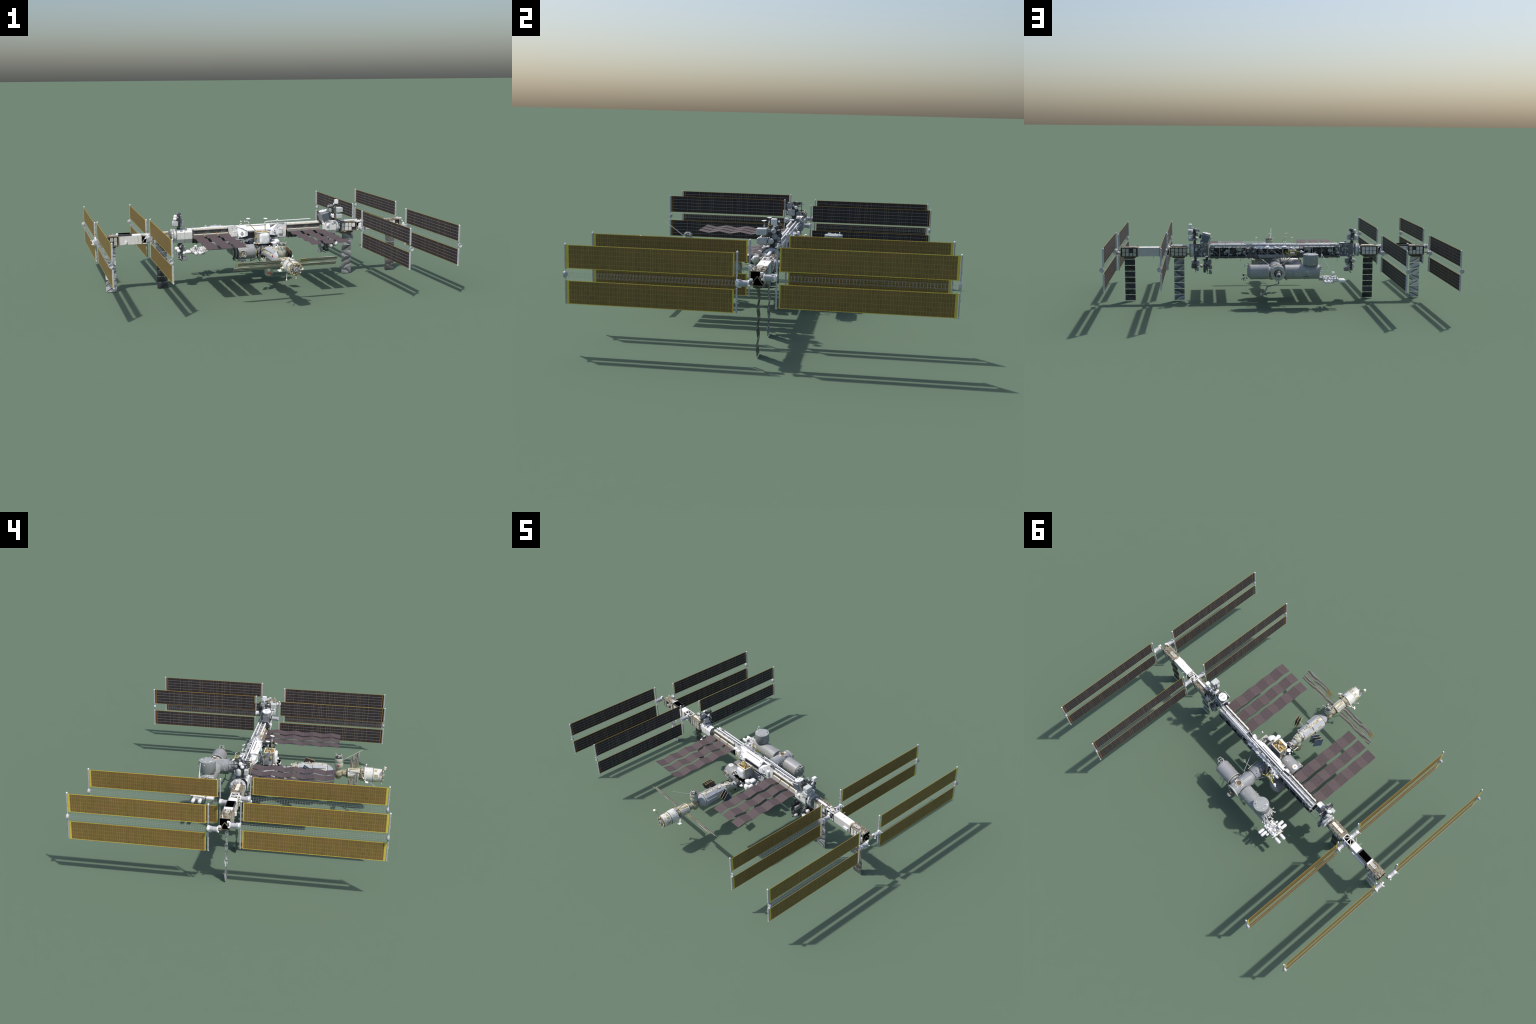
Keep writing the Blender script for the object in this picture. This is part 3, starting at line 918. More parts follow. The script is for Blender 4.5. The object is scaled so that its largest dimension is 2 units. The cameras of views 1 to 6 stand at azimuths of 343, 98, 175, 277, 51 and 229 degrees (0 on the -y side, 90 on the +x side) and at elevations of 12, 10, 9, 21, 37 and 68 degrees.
# ------------------------------------------------------------------ pallets and instruments on the joint truss
def pallet(name, x, y, z0, z1, w, seed):
    """Upright dark carrier plate; equipment is added on its faces."""
    t = Part(name, None)
    h = abs(z1 - z0)
    lo, hi = min(z0, z1), max(z0, z1)
    for q in (.22, .48, .74, .98):
        t.beam((x, y - w / 2, lo + h * q if z1 > z0 else hi - h * q), (x, y + w / 2, lo + h * q if z1 > z0 else hi - h * q), .0035, "dark")
    t.box((x - .002, y - w * .18, lo + h * .10), (x + .002, y + w * .18, hi - h * .08), "machine", .0008)
    n = 5
    for k in range(n):
        yy = y - w / 2 + w * k / (n - 1)
        t.beam((x + .004, yy, lo + h * .18), (x + .004, yy, hi), .0025, "dark")
        t.beam((x - .004, yy, lo + h * .18), (x - .004, yy, hi), .0025, "dark")
    base = z0
    t.loft([[(x - .010, y - .012, base), (x + .010, y - .012, base), (x + .010, y + .012, base), (x - .010, y + .012, base)],
            [(x - .005, y - .007, base + (z1 - z0) * .2), (x + .005, y - .007, base + (z1 - z0) * .2), (x + .005, y + .007, base + (z1 - z0) * .2), (x - .005, y + .007, base + (z1 - z0) * .2)]], "dark")
    t.clutter((x - .007, y - w / 2, lo + h * .2), (x + .007, y + w / 2, hi), 34, (.006, .014), ["dark", "dark", "steel", "machine", "grey", "crinkle"], seed)
    return t.make()


def spare(parent, kind, *a):
    p = Part("spare_unit", parent)
    if kind == "box":
        p.box(a[0], a[1], a[2], .002)
    elif kind == "pod":
        p.pod(a[0], a[1], a[2], a[3])
    elif kind == "ball":
        p.ball(a[0], a[1], a[2])
    p.make()


def pallets():
    # port, above the truss
    e = pallet("stowage_pallet", -.490, -.010, .354, .442, .080, 201)
    spare(e, "pod", (-.512, .002, .368), (-.512, .002, .404), .0130, "palewhite")
    spare(e, "box", (-.524, -.046, .378), (-.497, -.026, .404), "palewhite")
    spare(e, "pod", (-.500, -.018, .412), (-.520, -.012, .418), .0085, "bright")
    spare(e, "pod", (-.484, .000, .415), (-.467, .004, .415), .0095, "bright")
    spare(e, "pod", (-.484, -.020, .386), (-.465, -.020, .386), .011, "crinkle")
    spare(e, "box", (-.484, -.040, .372), (-.462, -.004, .404), "grey")
    spare(e, "pod", (-.496, -.005, .426), (-.515, -.005, .432), .010, "bright")
    spare(e, "box", (-.484, .005, .430), (-.470, .026, .446), "dark")
    spare(e, "box", (-.484, -.045, .41), (-.476, -.020, .44), "steel")
    # port, below
    e = pallet("stowage_pallet", -.482, -.012, .268, .166, .084, 202)
    spare(e, "box", (-.476, -.040, .222), (-.452, -.012, .252), "steel")
    spare(e, "pod", (-.490, -.018, .236), (-.517, -.018, .236), .0125, "bright")
    spare(e, "pod", (-.490, -.050, .228), (-.510, -.050, .228), .0115, "bright")
    spare(e, "box", (-.477, -.055, .168), (-.449, -.022, .192), "steel")
    spare(e, "pod", (-.489, -.030, .184), (-.503, -.030, .176), .010, "grey")
    spare(e, "box", (-.489, -.045, .192), (-.506, -.020, .214), "grey")
    spare(e, "pod", (-.476, -.052, .214), (-.460, -.052, .214), .011, "bright")
    spare(e, "box", (-.476, -.020, .196), (-.462, .008, .216), "crinkle")
    spare(e, "pod", (-.489, .000, .206), (-.508, .000, .206), .010, "bright")
    # starboard, above, with large boxes outboard
    e = pallet("stowage_pallet", .498, .002, .354, .446, .066, 203)
    spare(e, "box", (.506, -.062, .408), (.540, -.020, .436), "palewhite")
    spare(e, "box", (.506, -.060, .370), (.538, -.018, .394), "palewhite")
    spare(e, "pod", (.506, -.002, .382), (.536, -.002, .382), .0125, "palewhite")
    spare(e, "box", (.514, -.002, .452), (.534, .022, .478), "bright")
    spare(e, "pod", (.492, -.012, .384), (.478, -.012, .384), .011, "bright")
    spare(e, "box", (.482, -.035, .370), (.494, -.020, .392), "bright")
    spare(e, "box", (.476, .000, .402), (.492, .018, .424), "grey")
    spare(e, "pod", (.500, .012, .400), (.512, .012, .400), .013, "grey")
    spare(e, "pod", (.505, .008, .424), (.520, .008, .424), .011, "crinkle")
    cone = Part("antenna_cone", e)
    cone.lathe((.494, .010, .436), (-1, 0, .1), [(0, .003), (.012, .004), (.024, .010), (.026, .0095)], "steel", 16)
    cone.lathe((.508, .010, .445), (0, 0, 1), [(0, .004), (.012, .004)], "bright", 10)
    cone.make()
    # starboard, below: two
    e = pallet("stowage_pallet", .422, -.036, .268, .160, .070, 204)
    spare(e, "box", (.430, -.066, .166), (.446, -.026, .214), "machine")
    spare(e, "pod", (.414, -.030, .198), (.390, -.030, .198), .0125, "grey")
    spare(e, "box", (.392, -.042, .158), (.412, -.014, .180), "steel")
    spare(e, "box", (.395, -.040, .222), (.413, -.010, .248), "steel")
    spare(e, "pod", (.452, -.072, .205), (.466, -.076, .196), .012, "crinkle")
    spare(e, "box", (.430, -.064, .216), (.444, -.022, .244), "grey")
    spare(e, "pod", (.414, -.062, .210), (.396, -.062, .206), .011, "bright")
    e = pallet("stowage_pallet", .494, -.012, .268, .178, .084, 205)
    spare(e, "pod", (.488, -.046, .210), (.512, -.046, .210), .0135, "bright")
    spare(e, "pod", (.499, -.026, .236), (.520, -.026, .236), .0125, "bright")
    spare(e, "box", (.499, -.036, .196), (.520, -.006, .220), "grey")
    spare(e, "box", (.470, -.040, .222), (.489, -.012, .246), "crinkle")
    spare(e, "box", (.499, .004, .206), (.518, .028, .232), "machine")
    spare(e, "pod", (.489, .014, .226), (.470, .014, .226), .011, "grey")
    spare(e, "box", (.474, -.004, .184), (.489, .020, .206), "steel")


def particle_detector():
    """Octagonal instrument tilted on top of the starboard joint truss."""
    c = V((.4385, -.017, .357))
    xf = Matrix.Translation(c) @ Matrix.Rotation(math.radians(-14), 4, V((0, 1, 0)))
    t = Part("particle_detector", None, xf)
    oct_ = lambda r, z, sy=1.0: [(r * math.cos(TAU * (k + .5) / 8), r * sy * math.sin(TAU * (k + .5) / 8), z) for k in range(8)]
    t.loft([oct_(.012, -.010), oct_(.022, .0), oct_(.027, .050), oct_(.027, .056)], "grey")
    t.loft([oct_(.0255, .057), oct_(.0268, .059), oct_(.0268, .0615), oct_(.0255, .0625)], "bright")
    t.slab([(-.020, .0285, .006), (.018, .0285, .006), (.024, .031, .050), (-.026, .031, .050)], .003, "bluegrey")
    t.slab([(.018, -.0285, .006), (-.018, -.0285, .006), (-.026, -.033, .048), (.022, -.033, .048)], .003, "bluegrey")
    t.slab([(-.027, -.018, .006), (-.027, .018, .006), (-.031, .020, .044), (-.031, -.020, .044)], .003, "grey")
    t.box((.026, -.018, .022), (.040, .018, .048), "dark", .002)
    t.beam((-.026, -.0335, .050), (.024, -.0335, .050), .002, "bright")
    t.beam((-.032, -.022, .046), (-.032, .022, .046), .002, "grey")
    t.clutter((-.026, -.026, -.012), (.026, .026, .012), 20, (.005, .012), ["steel", "grey", "bright", "dark"], 301)
    o = t.make(20)
    for txt, dx in (("AMS", .0098), ("ISS", -.0098)):
        cu = bpy.data.curves.new("marking", "FONT")
        cu.body = txt
        cu.size = .0125
        cu.extrude = .0003
        cu.align_x = cu.align_y = "CENTER"
        tmp = bpy.data.objects.new("marking", cu)
        bpy.context.collection.objects.link(tmp)
        dg = bpy.context.evaluated_depsgraph_get()
        me = bpy.data.meshes.new_from_object(tmp.evaluated_get(dg))
        bpy.data.objects.remove(tmp)
        me.materials.clear()
        me.materials.append(M["letter"])
        a = -math.pi / 2 if dx > 0 else math.pi / 2
        me.transform(xf @ Matrix.Translation((dx, 0, .0627)) @ Matrix.Rotation(a, 4, "Z"))
        attach("marking", me, o)


# ------------------------------------------------------------------ western modules
def handrails(p, axis, centre, r, t0, t1, n, seed, mat="bright"):
    """Small rails, pins and boxes on a hull."""
    rr = random.Random(seed)
    i = "xyz".index(axis)
    j, k = [a for a in range(3) if a != i]
    for _ in range(n * 2):
        a = rr.uniform(0, TAU)
        t = rr.uniform(t0, t1)
        c = [0, 0, 0]
        c[i] = t
        c[j] = centre[j] + math.cos(a) * r
        c[k] = centre[k] + math.sin(a) * r
        if rr.random() < .6:
            e = list(c)
            e[i] += rr.uniform(.006, .016)
            p.beam(c, e, .0009, mat)
        else:
            p.ball(c, rr.uniform(.0012, .0026), mat, 8)


def west_modules():
    ZC = .2095
    # unity node with docking adapter towards the aft modules
    u = Part("hub_node_module", None)
    u.lathe((0, 0, .2085), "y", [(-.150, .022, "dark"), (-.142, .036), (-.136, .0415), (-.045, .0415), (-.036, .036), (-.028, .030, "dark"), (.015, .030, "dark"), (.022, .036)], "hull_y", 28)
    u.lathe((0, 0, .209), "y", [(-.142, .0430), (-.134, .0440), (-.128, .0430)], "steelblue", 28)
    u.clutter((-.035, -.146, .18), (.035, -.142, .245), 26, (.004, .010), ["crinkle", "grey", "dark", "gold"], 402)
    handrails(u, "y", (0, 0, .209), .0425, -.13, -.04, 16, 401)
    u.make()
    a = Part("docking_adapter", None)
    a.lathe((0, 0, .214), "y", [(-.212, .018), (-.205, .021), (-.185, .020), (-.172, .026, "dark"), (-.150, .032, "dark"), (-.148, .033)], "grey", 22)
    a.clutter((-.026, -.188, .195), (.026, -.155, .238), 22, (.004, .008), ["dark", "gold", "grey", "black"], 403)
    a.make()

    lab = Part("laboratory_module", None)
    lab.lathe((0.003, 0, ZC), "y", [(.005, .030, "dark"), (.012, .036), (.020, .0405), (.112, .0405), (.117, .039), (.119, .033, "steel"), (.136, .033, "steel")], "hull_y", 30)
    handrails(lab, "y", (0.003, 0, ZC), .0425, .03, .11, 26, 404, "grey")
    lab.clutter((-.047, .03, .195), (-.036, .10, .235), 18, (.004, .010), ["dark", "steel", "machine"], 405)
    lab.beam((.044, .118, .225), (.046, .045, .232), .002, "cream")
    lab.make()

    n2 = Part("harmony_node_module", None)
    n2.lathe((0.0012, 0, ZC), "y", [(.134, .0350), (.1365, .0425), (.250, .0425), (.258, .0405), (.266, .0390), (.2675, .0440, "palepanel"), (.2735, .0440, "palepanel"), (.2750, .0250, "dark"), (.262, .0215, "dark")], "hull_y", 32)
    for k in range(12):
        b = TAU * k / 12
        n2.box((.002 + .034 * math.cos(b) - .002, .2738, ZC + .034 * math.sin(b) - .002), (.002 + .034 * math.cos(b) + .002, .2755, ZC + .034 * math.sin(b) + .002), "steelblue" if k % 3 else "blue")
    handrails(n2, "y", (0.002, 0, ZC), .0432, .145, .25, 20, 406)
    # berthing port on top with four petals
    n2.lathe((0.001, .221, .249), "z", [(0, .0190), (.0050, .0178, "hatch"), (.0062, .0160, "hatch"), (.0058, .0132, "hatch_well"), (.0034, .0122, "hatch_well")], "hatch", 24)
    for k in range(4):
        b = TAU * (k + .08) / 4
        cx, cy = .001 + .0235 * math.cos(b), .221 + .0235 * math.sin(b)
        R = Matrix.Rotation(b, 3, "Z") @ Matrix.Rotation(.35, 3, "Y")
        n2.rot((cx, cy, .2535), (.0025, .017, .007), "bright", R)
    n2.box((-.012, .150, .2505), (-.004, .190, .2520), "palepanel")
    n2 = n2.make()
    ad = Part("docking_adapter", None)
    # skewed cone: black with small gold fittings, ring at the lower front
    rings = []
    for k, (y, z, r) in enumerate(((.266, .216, .0225), (.278, .212, .0215), (.292, .205, .0165), (.297, .203, .0145))):
        rings.append([(.001 + r * math.cos(TAU * i / 20), y, z + r * math.sin(TAU * i / 20)) for i in range(20)])
    ad.loft(rings, "dark")
    ad.lathe((0, .296, .2025), (0, 1, -.35), [(0, .0150), (.006, .0150), (.007, .0125), (.012, .0115), (.0115, .008, "dark")], "grey", 22)
    r = random.Random(9)
    for _ in range(34):
        b = r.uniform(0, TAU)
        t = r.random()
        rad = .0228 - .006 * t
        c = (.001 + rad * math.cos(b), .268 + .026 * t, .2155 - .011 * t + rad * math.sin(b))
        ad.box([v - .0012 for v in c], [v + .0012 for v in c], r.choice(["gold", "gold", "cream", "grey"]))
    ad.make()

    # long laboratory on the port side with store on top and exposed platform
    k = Part("long_laboratory_module", None)
    kc = (0, .2160, .2090)
    k.lathe(kc, "x", [(-.256, .024, "grey"), (-.252, .041, "lidgrey"), (-.249, .0435), (-.046, .0435), (-.043, .041, "dark"), (-.038, .034, "steel")], "hull_kibo", 34)
    handrails(k, "x", kc, .0442, -.24, -.06, 22, 410)
    k.box((-.1850, .2585, .2115), (-.1765, .2603, .2185), "bright")
    k.cyl((-.1807, .2600, .2150), (-.1807, .2608, .2150), .0024, "red", seg=14)
    k.slab([(-.182, .2530, .1865), (-.160, .2530, .1865), (-.160, .2548, .1900), (-.182, .2548, .1900)], .002, "dark")
    for xx in (-.062, -.098):
        k.slab([(xx - .012, .2590, .2120), (xx, .2590, .2120), (xx, .2590, .2150), (xx - .012, .2590, .2150)], .0026, "palepanel")
    k.clutter((-.263, .19, .19), (-.253, .245, .25), 34, (.003, .009), ["bright", "crinkle", "palepanel", "dark"], 411)
    for p0, p1 in (((-.250, .186, .238), (-.268, .180, .246)), ((-.252, .180, .228), (-.262, .172, .222)), ((-.254, .246, .196), (-.268, .256, .186)),
                   ((-.252, .258, .226), (-.264, .268, .222)), ((-.255, .20, .176), (-.270, .196, .166)), ((-.235, .174, .220), (-.240, .164, .226))):
        k.beam(p0, p1, .002, "bright")
        k.ball(p1, .0036, "bright", 8)
    k.lathe((-.250, .2350, .1700), (-1, 0, 0), [(0, .012), (.020, .011, "hatch"), (.024, .009)], "grey", 16)
    k.make()
    st = Part("upper_store_module", None)
    st.lathe((-.2000, .2215, 0), "z", [(.246, .024), (.2485, .034), (.2545, .0445), (.256, .0455), (.3145, .0455), (.3165, .0450, "lidgrey"), (.3185, .030, "lidgrey")], "hull_store", 36)
    for b in range(5):
        aa = TAU * (b + .3) / 5
        st.ball((-.2000 + .030 * math.cos(aa), .2215 + .030 * math.sin(aa), .3185), .0028, "bright", 8)
    st.clutter((-.232, .19, .318), (-.205, .212, .320), 9, (.003, .007), ["bright", "palepanel", "steel"], 412)
    st.box((-.180, .244, .3175), (-.174, .249, .3190), "dark")
    st.box((-.185, .194, .3175), (-.179, .199, .3190), "dark")
    for sx, sz in ((-.2150, .2975), (-.214, .262)):
        st.box((sx - .004, .2635, sz - .004), (sx + .004, .2665, sz + .004), "palepanel", .001)
    st.beam((-.242, .224, .290), (-.242, .224, .258), .002, "bright")
    st.box((-.240, .226, .300), (-.2455, .232, .306), "bright", .001)
    st.make()
    arm = Part("small_robot_arm", None)
    arm.tube([(-.258, .253, .232), (-.259, .252, .245), (-.261, .249, .320), (-.2645, .2475, .3195), (-.300, .2465, .2470), (-.303, .2475, .232), (-.302, .249, .214)], .0022, "bright")
    arm.clutter((-.264, .246, .228), (-.252, .258, .248), 10, (.003, .007), ["bright", "grey"], 413)
    arm.clutter((-.306, .243, .218), (-.298, .25, .250), 7, (.003, .006), ["bright", "grey"], 414)
    arm.make()
    exposed_platform()

    c = Part("short_laboratory_module", None)
    cc = (0, .2185, .2108)
    c.lathe(cc, "x", [(.044, .030, "steel"), (.052, .034, "dark"), (.0535, .0425, "palepanel"), (.0555, .0450, "palepanel"), (.058, .0440), (.1610, .0440), (.1645, .0435), (.1810, .0265), (.1825, .0230)], "hull_columbus", 34)
    c.clutter((.166, .19, .215), (.184, .232, .252), 26, (.003, .008), ["palepanel", "crinkle", "grey", "dark"], 420)
    for yy in (.20, .222):
        c.beam((.165, yy, .258), (.196, yy, .262), .002, "palepanel")
        c.beam((.196, yy, .262), (.198, yy, .238), .002, "palepanel")
    c.beam((.196, .20, .262), (.196, .222, .262), .002, "palepanel")
    c.clutter((.172, .195, .160), (.212, .225, .196), 16, (.004, .010), ["grey", "steel", "dark", "palepanel"], 421)
    handrails(c, "x", cc, .0446, .06, .15, 14, 422, "sand")
    c.make()

    # port side node with aft hatch and window dome, store behind it
    n3 = Part("side_node_module", None)
    nc = (0, -.0915, .206)
    n3.lathe(nc, "x", [(-.178, .022, "dark"), (-.170, .030), (-.163, .036, "dark"), (-.155, .042), (-.150, .0438), (-.047, .0438), (-.043, .040), (-.036, .030, "dark"), (-.028, .030, "dark")], "hull_node", 32)
    handrails(n3, "x", nc, .0428, -.14, -.05, 20, 430)
    n3.lathe((-.1335, -.092, .247), "z", [(0, .0165), (.0030, .0160), (.0042, .0135), (.0042, .0055, "sand"), (.0052, .0045, "sand")], "bright", 24)
    n3.lathe((-.131, -.128, .205), (0, -1, 0), [(0, .0205), (.0100, .0200), (.0115, .0178, "hatch"), (.0080, .0150, "dark"), (.0020, .0100, "hatch")], "palepanel", 24)
    for q in range(3):
        b = TAU * q / 3 + .5
        n3.beam((-.131 + .013 * math.cos(b), -.138, .205 + .013 * math.sin(b)), (-.131, -.133, .205), .0035, "hatch")
    for q in range(4):
        b = TAU * (q + .5) / 4
        R = Matrix.Rotation(-b, 3, "Y")
        n3.rot((-.131 + .0245 * math.cos(b), -.1365, .205 + .0245 * math.sin(b)), (.006, .004, .015), "crinkle", R)
    n3.clutter((-.176, -.125, .158), (-.165, -.07, .18), 14, (.004, .009), ["dark", "grey", "crinkle"], 431)
    n3.make()
    cup = Part("window_dome", None)
    cup.lathe((-.128, -.098, .168), (0, 0, -1), [(0, .024), (.006, .024), (.016, .016, "dark"), (.019, .012)], "crinkle", 12)
    for q in range(6):
        b = TAU * q / 6
        cup.rot((-.128 + .025 * math.cos(b), -.098 + .025 * math.sin(b), .152), (.004, .012, .009), "bright", Matrix.Rotation(b, 3, "Z"))
    cup.make()
    s2 = Part("side_store_module", None)
    s2.lathe((-.1355, 0, .204), "y", [(-.058, .026, "dark"), (-.052, .034), (-.046, .0420), (.062, .0430), (.068, .0430), (.071, .040, "grey"), (.084, .022, "grey")], "hull_store2", 32)
    s2.make()
    # frame tower above the hub, gold inside, with padded bags on its aft side
    z = Part("tower_truss", None)
    z.box((-.030, -.114, .248), (.040, -.066, .318), "machine", .002)
    for x in (-.032, .042):
        for y in (-.117, -.064):
            z.beam((x, y, .248), (x, y, .324), .0045, "sand")
    for y in (-.117, -.064):
        z.beam((-.032, y, .322), (.042, y, .322), .0045, "cream")
        z.slab([(-.030, y * 1.004, .252), (.040, y * 1.004, .252), (.040, y * 1.004, .316), (-.030, y * 1.004, .316)], .0018, "grey")
    for x in (-.032, .042):
        z.beam((x, -.117, .322), (x, -.064, .322), .0045, "cream")
        z.slab([(x * 1.02, -.112, .252), (x * 1.02, -.068, .252), (x * 1.02, -.068, .318), (x * 1.02, -.112, .318)], .0018, "steel")
    r = random.Random(12)
    for _ in range(26):
        a = (r.uniform(-.028, .038), r.uniform(-.112, -.068), .321 + r.uniform(-.002, .003))
        b = (a[0] + r.uniform(-.022, .022), a[1] + r.uniform(-.020, .020), a[2])
        z.beam(a, b, .0032, "gold")
    z.clutter((-.028, -.112, .317), (.038, -.068, .320), 24, (.004, .010), ["gold", "gold", "dark", "cream"], 440)
    for x in (-.036, .046):
        z.box((x - .004, -.11, .288), (x + .004, -.098, .304), "sand", .001)
    z.clutter((-.04, -.075, .25), (.045, -.06, .31), 26, (.006, .014), ["machine", "dark", "steel"], 441)
    z.make()
    bag = Part("padded_bag", None)
    rings = []
    for t, g in ((-.1180, .90), (-.1215, 1.0), (-.1290, 1.0), (-.1330, .86), (-.1340, .5)):
        rings.append([(.0095 + .0305 * g * max(-1, min(1, 1.28 * math.cos(TAU * i / 24))), t - .001 * math.sin(5 * i), .283 + .0345 * g * max(-1, min(1, 1.28 * math.sin(TAU * i / 24)))) for i in range(24)])
    bag.loft(rings, "bright")
    bag.make(60)
    blk = Part("dark_deck", None)
    blk.box((-.055, -.150, .252), (.055, -.118, .2545), "black")
    blk.clutter((-.056, -.15, .250), (-.03, -.12, .262), 10, (.004, .010), ["bright", "crinkle", "black"], 450)
    blk.clutter((-.05, -.14, .252), (.05, -.05, .258), 30, (.005, .014), ["dark", "grey", "steel", "gold"], 451)
    blk.make()

    # dish antennas on booms
    for base, knee, tip in (((-.031, -.095, .324), (-.078, -.090, .378), (-.081, -.088, .402)), ((.022, -.100, .324), (.021, -.100, .372), (.023, -.101, .399))):
        d = Part("dish_antenna", None)
        d.beam(base, knee, .0045, "olive")
        d.cyl(knee, (knee[0], knee[1], knee[2] + .010), .0032, "bright", seg=8)
        d.cyl((knee[0], knee[1], knee[2] + .010), tip, .0012, "grey", seg=8)
        d.lathe(tip, (.05, -.12, 1), [(0, .002), (.001, .007), (.0035, .0122), (.0045, .0122), (.0025, .006)], "bright", 20)
        d.make(50)


def exposed_platform():
    t = Part("exposed_platform", None)
    t.box((-.271, .2055, .1555), (-.362, .2665, .1760), "bright", .002)
    for k in range(6):
        x = -.280 - .014 * k
        t.beam((x, .205, .1555), (x, .205, .1760), .002, "grey")
        t.beam((x, .267, .1555), (x, .267, .1760), .002, "grey")
    t.beam((-.266, .2035, .178), (-.300, .2030, .183), .002, "cream")
    t.beam((-.268, .284, .176), (-.285, .270, .174), .002, "sand")
    t.beam((-.358, .278, .173), (-.366, .200, .171), .003, "cream")
    t = t.make()
    spots = [(-.281, .268, 0, 1, .0092), (-.303, .268, 0, 1, .0092), (-.321, .268, 0, 1, .006), (-.298, .204, 0, -1, .006),
             (-.318, .204, 0, -1, .0098), (-.345, .204, 0, -1, .0100), (-.362, .2600, -1, 0, .0098), (-.362, .2240, -1, 0, .0098)]
    for i, (x, y, dx, dy, r) in enumerate(spots):
        L = .046 if r > .008 else .022
        p = Part("experiment_canister", t)
        z = .1585
        p.pod((x + dx * .004, y + dy * .004, z), (x + dx * L, y + dy * L, z), r, "bright", 16)
        p.cyl((x, y, z + .004), (x + dx * .008, y + dy * .008, z + .002), r * .5, "grey", seg=10)
        p.make(50)
    b = Part("platform_equipment", t, kind="stuff")
    b.clutter((-.358, .209, .1765), (-.275, .264, .1805), 64, (.004, .011), ["bright", "bright", "crinkle", "grey", "steel", "palepanel"], 415)
    b.box((-.332, .198, .193), (-.350, .214, .205), "bright", .002)
    b.beam((-.341, .206, .175), (-.341, .206, .194), .005, "grey")
    b.clutter((-.36, .21, .147), (-.28, .262, .156), 24, (.006, .014), ["bright", "crinkle", "grey"], 416)
    b.make()


def airlock():
    """Airlock with gas tanks and a carrier at the starboard side of the hub."""
    q = Part("airlock_module", None)
    q.lathe((0, -.088, .207), "x", [(.036, .030, "dark"), (.046, .034), (.052, .040), (.084, .040), (.090, .030), (.096, .022), (.122, .022), (.124, .016)], "hull_node", 28)
    q.make()
    deck = Part("shield_panel", None)
    deck.slab([(.018, -.045, .232), (.120, -.045, .232), (.120, -.030, .262), (.018, -.030, .262)], .003, "steel")
    deck.ball((.086, -.045, .258), .0042, "bright", 10)
    deck.box((.070, -.042, .254), (.075, -.038, .257), "blue")
    deck.make()
    rr = random.Random(6)
    for lo, hi in (((.052, -.135, .236), (.086, -.104, .262)), ((.078, -.118, .250), (.108, -.084, .272)), ((.056, -.148, .206), (.092, -.118, .236)),
                   ((.050, -.138, .178), (.086, -.112, .206)), ((.088, -.136, .212), (.112, -.106, .244)), ((.024, -.158, .208), (.046, -.136, .222))):
        t = Part("padded_cover", None)
        t.box(lo, hi, "bright", .006)
        for v in t.bm.verts:
            v.co += V((rr.uniform(-1, 1), rr.uniform(-1, 1), rr.uniform(-1, 1))) * .0016
        t.make(50)
    e = Part("spare_parts_carrier", None)
    e.box((.104, -.104, .205), (.140, -.060, .240), "grey", .002)
    e.box((.102, -.100, .2395), (.138, -.064, .2425), "palepanel", .001)
    for k in range(4):
        e.beam((.104 + .011 * k, -.105, .206), (.104 + .011 * k, -.105, .240), .0025, "sand")
        e.beam((.104 + .011 * k, -.059, .206), (.104 + .011 * k, -.059, .240), .0025, "sand")
    e.clutter((.106, -.10, .242), (.136, -.064, .246), 10, (.004, .008), ["bright", "grey", "dark"], 460)
    e.make()
    d = Part("strut_pair", None)
    d.beam((.100, .036, .270), (.042, .150, .240), .003, "steel")
    d.beam((.036, .036, .330), (-.036, .040, .272), .004, "steel")
    d.beam((-.040, .036, .330), (-.058, .060, .262), .005, "sand")
    d.beam((-.100, .036, .270), (-.040, .130, .240), .003, "steel")
    d.make()


def spare_platform():
    """Yellow tubular platform with boxes in front of the truss, port of centre."""
    p = Part("yellow_platform", None)
    c = [(-.082, .044), (-.128, .044), (-.128, .084), (-.082, .084)]
    for z in (.290, .316):
        for a, b in zip(c, c[1:] + c[:1]):
            p.beam((*a, z), (*b, z), .0022, "yellow")
    for a in c:
        p.beam((*a, .290), (*a, .316), .0022, "yellow")
    p.beam((*c[0], .316), (*c[2], .316), .0022, "yellow")
    p.beam((*c[1], .316), (*c[3], .316), .0022, "yellow")
    p.beam((*c[0], .290), (-.064, .040, .306), .0022, "yellow")
    p.beam((*c[3], .316), (-.070, .048, .292), .0022, "yellow")
    p.beam((*c[2], .316), (-.150, .088, .310), .0045, "yellow")
    p.beam((*c[3], .300), (-.060, .095, .306), .0028, "yellow")
    p.box((-.120, .050, .292), (-.090, .080, .308), "palepanel", .002)
    p = p.make()
    s = Part("platform_boxes", p, kind="stuff")
    s.clutter((-.126, .040, .312), (-.086, .062, .330), 26, (.005, .012), ["bright", "bright", "crinkle", "steel"], 470)
    s.clutter((-.124, .046, .316), (-.086, .082, .320), 10, (.004, .009), ["bright", "yellow", "steel"], 471)
    s.ball((-.158, .086, .312), .0085, "bright")
    s.pod((-.158, .086, .312), (-.172, .092, .310), .004, "bright")
    s.ball((-.135, .050, .330), .010, "bright", sc=(1.4, .8, .7))
    s.beam((-.09, .046, .33), (-.088, .046, .352), .0018, "sand")
    s.ball((-.088, .046, .354), .004, "bright", 8)
    s.box((-.098, .044, .346), (-.092, .050, .352), "bright")
    s.make()


